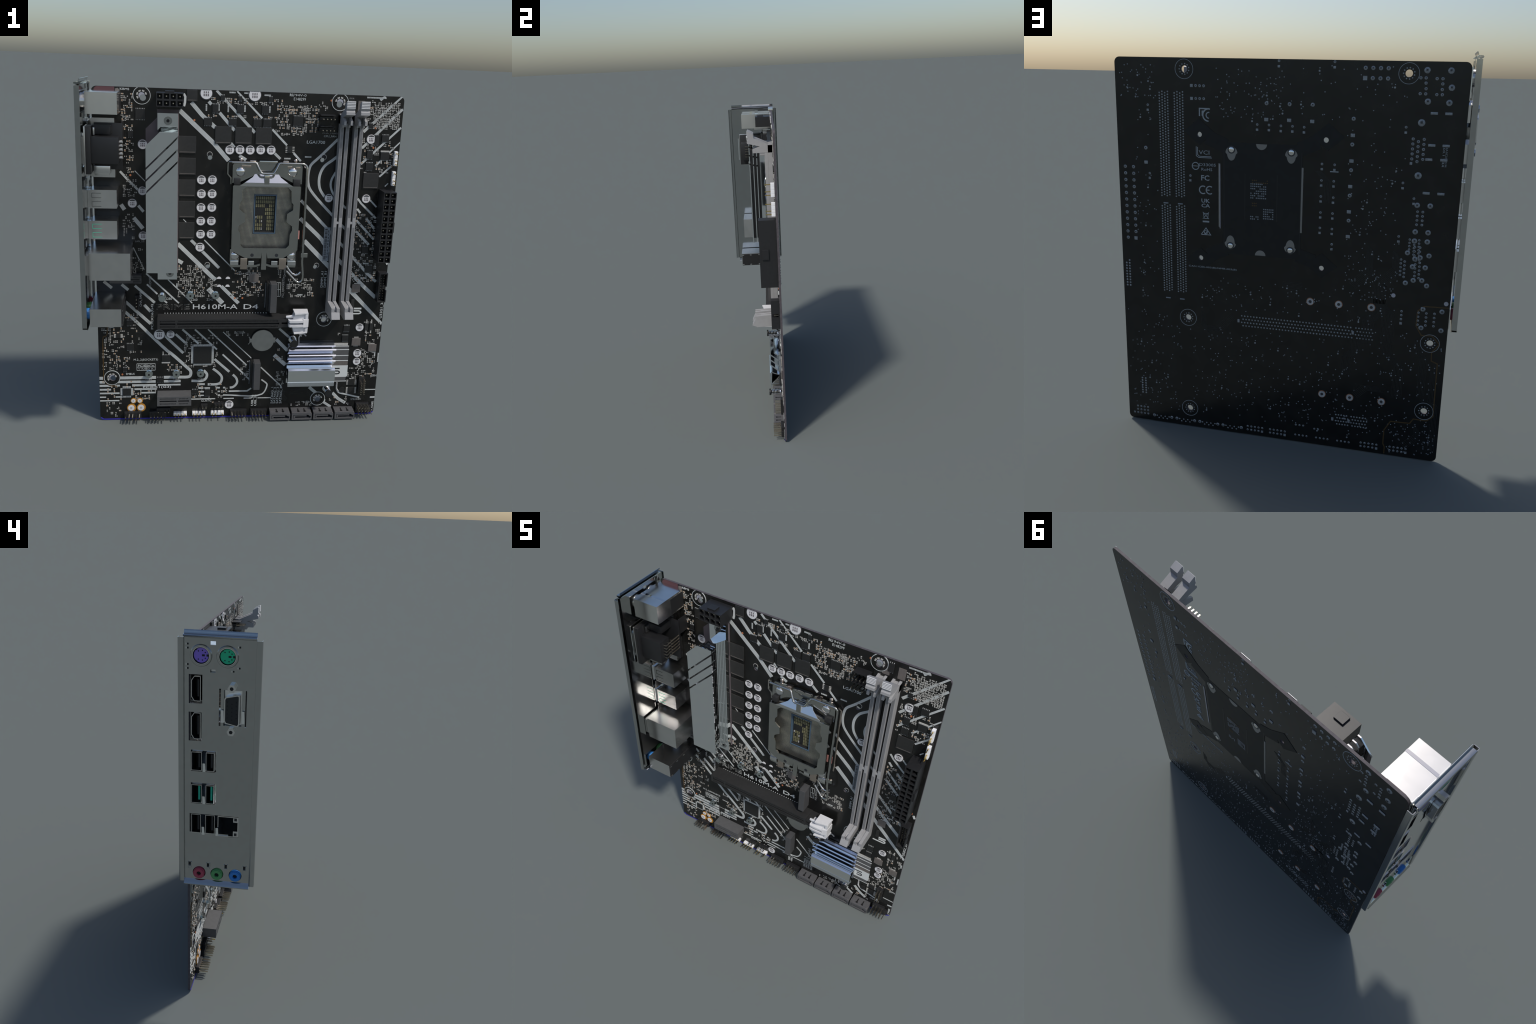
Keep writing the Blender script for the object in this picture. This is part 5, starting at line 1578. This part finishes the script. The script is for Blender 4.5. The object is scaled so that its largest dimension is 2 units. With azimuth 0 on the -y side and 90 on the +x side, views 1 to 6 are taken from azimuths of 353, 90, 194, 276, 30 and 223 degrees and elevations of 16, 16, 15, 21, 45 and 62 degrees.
b.box(0.334, 0.372, 1.049, 1.074, 0.056, 0.068, "socket_steel", .002)
b.tube([Y(0.262, 0.985, .022), Y(0.280, 0.957, .022), Y(0.297, 0.939, .024), Y(0.315, 0.931, .026), Y(0.332, 0.936, .028), Y(0.345, 0.950, .028)], 0.0066, "chrome", 10)
b.tube([Y(0.332, 1.560, .012), Y(0.350, 1.545, .010), Y(0.350, 1.10, .012)], 0.005, "copper_tin", 8)
b.tube([Y(-0.071, 1.580, .033), Y(-0.086, 1.580, .028), Y(-0.092, 1.570, .022), Y(-0.092, 1.512, .020), Y(-0.074, 1.490, .018), Y(-0.072, 1.455, .018)], 0.0052, "socket_steel", 8)
b.obj("socket_lever", root, smooth=40)

# ------------------------------------------------------------------ rear side
TB = YB - YF
b = Build()                                                # bracing plate behind the processor (very low relief)
sheet(b, rounded(-0.082, 0.317, 1.006, 1.565, 0.02), [], -TB - .0010, -TB, "backplate_black", 'front')
for (cx, cz), hole in zip([(0.437, 1.609), (-0.200, 1.610), (0.437, 0.962), (-0.190, 0.985)], [COOLER[0], COOLER[1], COOLER[2], COOLER[3]]):
    dia = [(cx - .078, cz), (cx, cz - .064), (cx + .078, cz), (cx, cz + .064)]
    sheet(b, dia, [circle(hole[0], hole[1], .0130, 24)], -TB - .0016, -TB, "backplate_black", 'front')
for a, c in [((0.300, 1.545), (0.405, 1.590)), ((-0.065, 1.545), (-0.165, 1.590)), ((0.300, 1.03), (0.405, 0.985)), ((-0.065, 1.03), (-0.16, 1.00))]:
    d = (Vector(c) - Vector(a)).normalized()
    b.ribbon([a, tuple(Vector(c) - d * .010)], 0.070, YB - .0003, YB + .0013, "backplate_black")
for x in (0.310, -0.077):
    b.bbox(x - .002, x + .002, 1.03, 1.53, 0.0008, 0.0014, "trace_dark")
b.bbox(0.3290, 0.3385, 1.142, 1.460, -0.0003, 0.0022, "backplate_hole", .0006)
b.bbox(-0.0875, -0.0785, 1.142, 1.460, 0.0002, 0.0020, "backplate_hole", .0006)
b.bbox(0.3290, 0.3325, 1.135, 1.456, 0.0010, 0.0026, "hole_plate")
for cx, cz, s in ((0.272, 1.515, 1), (-0.026, 1.515, 1), (0.277, 1.064, -1), (-0.031, 1.064, -1)):
    pts = [(cx + 0.030 * math.cos(a) * (1 - .25 * (math.sin(a) * s < 0)), cz + (0.038 if math.sin(a) * s < 0 else .030) * math.sin(a)) for a in [2 * math.pi * i / 28 for i in range(28)]]
    sheet(b, pts, [], -TB - .0018, -TB - .0005, "backplate_hole", 'front')
    z = cz + .015 * s
    b.dome(cx, z, 0.0135, 0, 0.004, "chrome", 18, 5, sgn=1, y0=YB + .0018)
    b.disc(cx, z, 0.019, YB + .0018, YB + .0024, "can_shade", n=24)
for cz, s in ((1.562, -1), (1.010, 1)):
    b.disc(0.121, cz, 0.027, YB, YB + .0018, "backplate_hole", n=16, rin=0.0002, start=math.pi if s < 0 else 0.0, sweep=math.pi)
for x in (0.040, 0.202):
    b.bbox(x - .0022, x + .0022, 1.188, 1.417, 0.0008, 0.0016, "trace_dark")
rng = random.Random(8)
for x0, x1, z0, z1, m in [(0.098, 0.172, 1.30, 1.37, "via_tin"), (0.060, 0.11, 1.20, 1.25, "via_tin"), (0.135, 0.172, 1.195, 1.215, "via_tin"), (0.09, 0.17, 1.375, 1.392, "trace_gold"), (0.145, 0.172, 1.262, 1.276, "trace_gold")]:
    x = x0
    while x < x1:
        z = z0
        while z < z1:
            if rng.random() < .8:
                b.bbox(x - .0028, x + .0028, z - .0030, z + .0030, .0008, .0019, m)
            z += .0115
        x += .0092
b.obj("socket_backplate", root, smooth=30)

b = Build()                                                # solder joints
def joint(x, z, r, m="solder_joint"):
    b.dome(x, z, r, 0, r * .30, m, 10, 2, sgn=1, y0=YB)
    if r > .0052:                                          # clipped lead in the middle of the larger joints
        b.box3(x - r * .32, x + r * .32, YB, YB + r * .36 + .0004, z - r * .20, z + r * .42, "can_shade")
def grid(x0, x1, z0, z1, nx, nz, r, stag=0.0, sq=None, skip=()):
    for i in range(nx):
        for j in range(nz):
            if (i, j) in skip:
                continue
            x = x0 + (x1 - x0) * (i / (nx - 1) if nx > 1 else 0)
            z = z0 + (z1 - z0) * (j / (nz - 1) if nz > 1 else 0) + (stag if i % 2 else 0)
            if sq == (i, j):
                b.bbox(x - r, x + r, z - r, z + r, 0, .003, "solder_joint")
            else:
                joint(x, z, r)
for xa, xb in ((0.641, 0.598), (0.563, 0.520)):            # memory slots: four staggered columns, two sections
    grid(xa, xb, 1.283, 1.789, 4, 39, 0.0040, 0.0060)
    grid(xa, xb, 0.778, 1.229, 4, 35, 0.0040, 0.0060)
    b.bbox((xa + xb) / 2 - .013, (xa + xb) / 2 + .013, 1.2425, 1.2490, 0, .0028, "via_tin", .001)
    b.bbox((xa + xb) / 2 - .013, (xa + xb) / 2 + .013, 0.735, 0.7415, 0, .0028, "via_tin", .001)
for xa, xb, n in ((0.216, -0.350, 36), (-0.376, -0.452, 6)):   # long slot: four staggered rows
    for j in range(4):
        for i in range(n):
            joint(xa + (xb - xa) * i / (n - 1) - (.0075 if j % 2 else 0), 0.679 - j * .0178, 0.0042)
for xa, xb, n in ((-0.296, -0.352, 5), (-0.376, -0.449, 6)):
    for j in range(4):
        for i in range(n):
            joint(xa + (xb - xa) * i / (n - 1) - (.0075 if j % 2 else 0), 0.190 - j * .0175, 0.0042)
for x, z in ((0.2325, 0.651), (-0.362, 0.653), (-0.279, 0.163), (-0.364, 0.163)):
    b.bbox(x - .006, x + .006, z - .009, z + .009, 0, .0035, "solder_joint", .002)
grid(0.837, 0.792, 1.049, 1.420, 2, 12, 0.0088, sq=(1, 0))
grid(-0.357, -0.459, 1.878, 1.922, 4, 2, 0.0095, sq=(0, 0))
grid(0.852, 0.835, 0.787, 0.925, 2, 10, 0.0052, skip=((0, 9),))
grid(0.767, 0.7870, 0.1660, 0.2530, 2, 7, 0.0052)
grid(0.760, 0.821, 0.0365, 0.0568, 4, 2, 0.0060); grid(0.760, 0.821, 0.077, 0.077, 4, 1, 0.0060); joint(0.841, 0.0365, .0060)
for x0 in (-0.663, -0.514, -0.027, 0.098):
    grid(x0, x0 + 4 * PITCH, 0.029, 0.0493, 5, 2, 0.0060, sq=(0, 0))
for x0 in (-0.3705, -0.258, -0.1455):
    grid(x0, x0 + 3 * PITCH, 0.040, 0.040, 4, 1, 0.0055)
grid(-0.126, -0.086, 0.099, 0.099, 3, 1, 0.0055); grid(-0.206, -0.186, 0.09, 0.09, 2, 1, 0.0055)
grid(0.412, 0.473, 1.826, 1.826, 4, 1, 0.0070, sq=(3, 0)); grid(0.412, 0.473, 1.766, 1.766, 4, 1, 0.0070, sq=(3, 0))
grid(-0.592, -0.592, 0.730, 0.791, 1, 4, 0.0062, sq=(0, 0))
for k in range(4):                                         # storage ports
    x = 0.267 + k * .1345
    for dx in (-.052, .052):
        joint(x + dx, 0.034 - .004 * 0, 0.0090)
    for i, dx in enumerate((-.036, -.024, -.012, 0, .012, .024, .036)):
        joint(x + dx, 0.034 - (.012 if i % 2 else 0), 0.0042)
# port blocks
for x, z in ((-0.628, 1.917), (-0.730, 1.917), (-0.738, 1.845), (-0.640, 1.783), (-0.733, 1.780)):
    joint(x, z, 0.0140)
for x, z in ((-0.602, 1.884), (-0.625, 1.884), (-0.626, 1.862), (-0.628, 1.838), (-0.604, 1.816), (-0.628, 1.816), (-0.672, 1.882), (-0.697, 1.882), (-0.698, 1.860), (-0.698, 1.836), (-0.676, 1.814), (-0.700, 1.814)):
    joint(x, z, 0.0072)
for z, xs in ((1.733, (-0.672, -0.735)), (1.592, (-0.672, -0.735)), (1.528, (-0.664, -0.730)), (1.374, (-0.664, -0.730))):
    for x in xs:
        b.bbox(x - .016, x + .016, z - .006, z + .006, 0, .0042, "solder_joint", .0020)
for x, z in ((-0.620, 1.690), (-0.622, 1.452)):
    joint(x, z, 0.0165)
for j in range(5):
    for i, x in enumerate((-0.588, -0.612, -0.637)):
        joint(x, 1.617 - j * .0225 - (.011 if i == 1 else 0), 0.0072)
b.bbox(-0.592, -0.580, 1.500, 1.513, 0, .004, "solder_joint", .002)
for zc, n in ((1.255, 2), (1.085, 2)):
    for x in (-0.628, -0.687):
        joint(x, zc + .060, 0.0130); joint(x, zc - .066, 0.0130)
    for i in range(2):
        for j in range(4):
            joint(-0.632 - i * .024, zc + .030 - j * .0205, 0.0064)
for i in range(3):
    for j in range(5):
        joint(-0.606 - i * .022, 1.150 - j * .016 - (.008 if i == 1 else 0), 0.0058)
for x, z in ((-0.60, 1.085), (-0.66, 1.066), (-0.70, 1.078), (-0.636, 1.058), (-0.60, 0.936), (-0.636, 0.952), (-0.676, 0.955), (-0.700, 0.930)):
    joint(x, z, 0.0125)
for i, x in enumerate((-0.572, -0.590, -0.640, -0.660)):
    for j in range(5):
        joint(x, 1.050 - j * .0190 - (.009 if i % 2 else 0), 0.0062)
for x, z in ((-0.692, 0.812), (-0.782, 0.808), (-0.690, 0.716), (-0.785, 0.712)):
    joint(x, z, 0.0125)
for j in range(4):
    joint(-0.672, 0.792 - j * .0205, .0064); joint(-0.710, 0.792 - j * .0205, .0064); joint(-0.748, 0.794 - j * .0210, .0064)
for x, z in ((-0.548, 0.868), (-0.798, 0.850)):
    b.disc(x, z, 0.0105, YB, YB + .002, "hole_plate", n=18)
# can leads of the chokes and capacitors
for x, z, r in CANS:
    if z > 1.0:
        joint(x - .000, z + .010, 0.0062); b.bbox(x - .0060, x + .0060, z - .0195, z - .0085, 0, .003, "solder_joint", .001)
for x0, x1, z0, z1 in CHOKES[:9]:
    b.bbox((x0 + x1) / 2 - .010, (x0 + x1) / 2 + .010, z0 - .002, z0 + .014, 0, .003, "solder_joint", .0015)
    joint((x0 + x1) / 2, z1 - .012, 0.0095)
for x, z in [(-0.141, 0.795), (-0.285, 0.795), (-0.446, 0.796), (-0.219, 0.298), (-0.363, 0.298), (-0.524, 0.298)]:
    b.disc(x, z, 0.0200, YB, YB + .0020, "copper_ring", n=26, rin=0.0172)
    b.disc(x, z, 0.0172, YB, YB + .0040, "can_side", n=26, rin=0.0080)
    b.disc(x, z, 0.0080, YB, YB + .0012, "can_shade", n=18)
for x, z in MOUNT:
    b.disc(x, z, 0.0465, YB, YB + .0014, "silk_back", n=44, rin=0.0445)
    for k in range(11):
        a = 2 * math.pi * k / 11
        joint(x + .0245 * math.cos(a), z + .0245 * math.sin(a), 0.0034)
b.obj("solder_joint", root, smooth=60, kind="stuff")

b = Build()                                                # vias scattered over the rear face
rng = random.Random(77)
KEEP = [(0.505, 0.655, 0.72, 1.81), (-0.29, 0.53, 0.88, 1.68), (0.78, 0.87, 1.03, 1.44), (-0.47, 0.24, 0.61, 0.695), (-0.47, -0.34, 1.86, 1.94), (-0.81, -0.57, 0.69, 1.93), (0.1, 0.87, 0.0, 0.06), (0.35, 0.48, 1.08, 1.74)]
def via_cloud(x0, x1, z0, z1, n):
    k = 0
    while k < n:
        x, z = rng.uniform(x0, x1), rng.uniform(z0, z1)
        k += 1
        if any(a < x < c and d < z < e for a, c, d, e in KEEP) or any(math.dist((x, z), m) < .055 for m in MOUNT):
            continue
        b.disc(x, z, rng.uniform(.0024, .0031), YB, YB + .0011, "via_tin", n=8)
        if rng.random() < .06:
            b.disc(x + .001, z - .013, .0046, YB, YB + .0020, "solder_joint", n=10)
via_cloud(0.66, 0.85, 1.76, 1.92, 45); via_cloud(0.66, 0.78, 0.70, 1.72, 55); via_cloud(0.02, 0.36, 1.68, 1.92, 90)
via_cloud(-0.55, 0.02, 1.62, 1.93, 70); via_cloud(-0.56, -0.30, 0.85, 1.60, 110); via_cloud(-0.30, 0.50, 0.70, 0.88, 80)
via_cloud(0.55, 0.86, 0.09, 0.66, 120); via_cloud(0.15, 0.50, 0.08, 0.62, 110); via_cloud(-0.45, 0.15, 0.22, 0.60, 110)
via_cloud(-0.50, 0.10, 0.08, 0.28, 70); via_cloud(-0.80, -0.45, 0.10, 0.68, 140); via_cloud(-0.80, -0.55, 0.02, 0.2, 60); via_cloud(-0.57, -0.30, 0.70, 1.0, 70)
b.obj("solder_via", root, smooth=60, kind="stuff")

b = Build()                                                # approval marks on the rear
R = lambda pts, w=0.005, d=0.0: b.ribbon(pts, w, YB - .0003, YB + .0016 + d, "silk_back")
RT = lambda s, x0, x1, z0, z1, **k: text(b, s, x0, x1, z0, z1, "silk_back", h=0.0012, back=True, **k)
def arcp(cx, cz, r, a0, a1, n=14, sx=1.0):
    return [(cx - sx * r * math.cos(math.radians(a0 + (a1 - a0) * i / n)), cz + r * math.sin(math.radians(a0 + (a1 - a0) * i / n))) for i in range(n + 1)]
R([(0.434, 1.684), (0.434, 1.720), (0.383, 1.720)], .006); R([(0.420, 1.686), (0.420, 1.708), (0.406, 1.708)], .005, .0001)
R(arcp(0.388, 1.690, 0.029, 75, 270), .006, .0002); R(arcp(0.386, 1.689, 0.014, 80, 270), .005, .0003)
R([(0.372, 1.484), (0.440, 1.484), (0.453, 1.492), (0.453, 1.538)], .003); R([(0.376, 1.490), (0.436, 1.490), (0.446, 1.498), (0.446, 1.535)], .003, .0001)
RT("VCI", 0.385, 0.440, 1.500, 1.520)
R(arcp(0.4575, 1.4415, 0.0175, 0, 360, 28), .004); R([(0.473, 1.4415), (0.442, 1.4415)], .003, .0002)
RT("D33005", 0.352, 0.437, 1.443, 1.457); RT("RoHS", 0.371, 0.427, 1.420, 1.434)
RT("FC", 0.386, 0.429, 1.371, 1.398, bold=.02)
R(arcp(0.420, 1.3245, 0.019, 55, 305), .0055); R(arcp(0.384, 1.3245, 0.019, 55, 305), .0055); R([(0.402, 1.3245), (0.386, 1.3245)], .005, .0002)
RT("UK", 0.384, 0.429, 1.260, 1.280, bold=.02); RT("CA", 0.384, 0.429, 1.236, 1.255, bold=.02)
R([(0.419, 1.206), (0.415, 1.180), (0.397, 1.180), (0.393, 1.206), (0.421, 1.206)], .0028); R([(0.422, 1.212), (0.390, 1.178)], .0026, .0001); R([(0.390, 1.212), (0.422, 1.178)], .0026, .0002)
b.bbox(0.389, 0.423, 1.160, 1.168, 0, .0018, "silk_back")
R([(0.432, 1.096), (0.406, 1.131), (0.381, 1.096), (0.432, 1.096)], .004); R([(0.415, 1.108), (0.408, 1.101), (0.397, 1.117)], .004, .0002); R(arcp(0.407, 1.108, .009, 0, 360, 16), .0025, .0003)
RT("CAN ICES-003(B)/NMB-003(B)", 0.244, 0.502, 0.918, 0.929)
b.bbox(-0.255, -0.215, 1.447, 1.452, 0, .0016, "silk_back")
b.obj("approval_mark", board, kind="stuff")
b = Build()
for i, s in enumerate(("M15A5C01AS", "REV 1.02")):
    text(b, s, -0.744 + i * .012, -0.735 + i * .012, 1.498, 1.584, "silk_back", h=-(YB - YF) - .0012, vertical=True)
b.obj("serial_print", board)
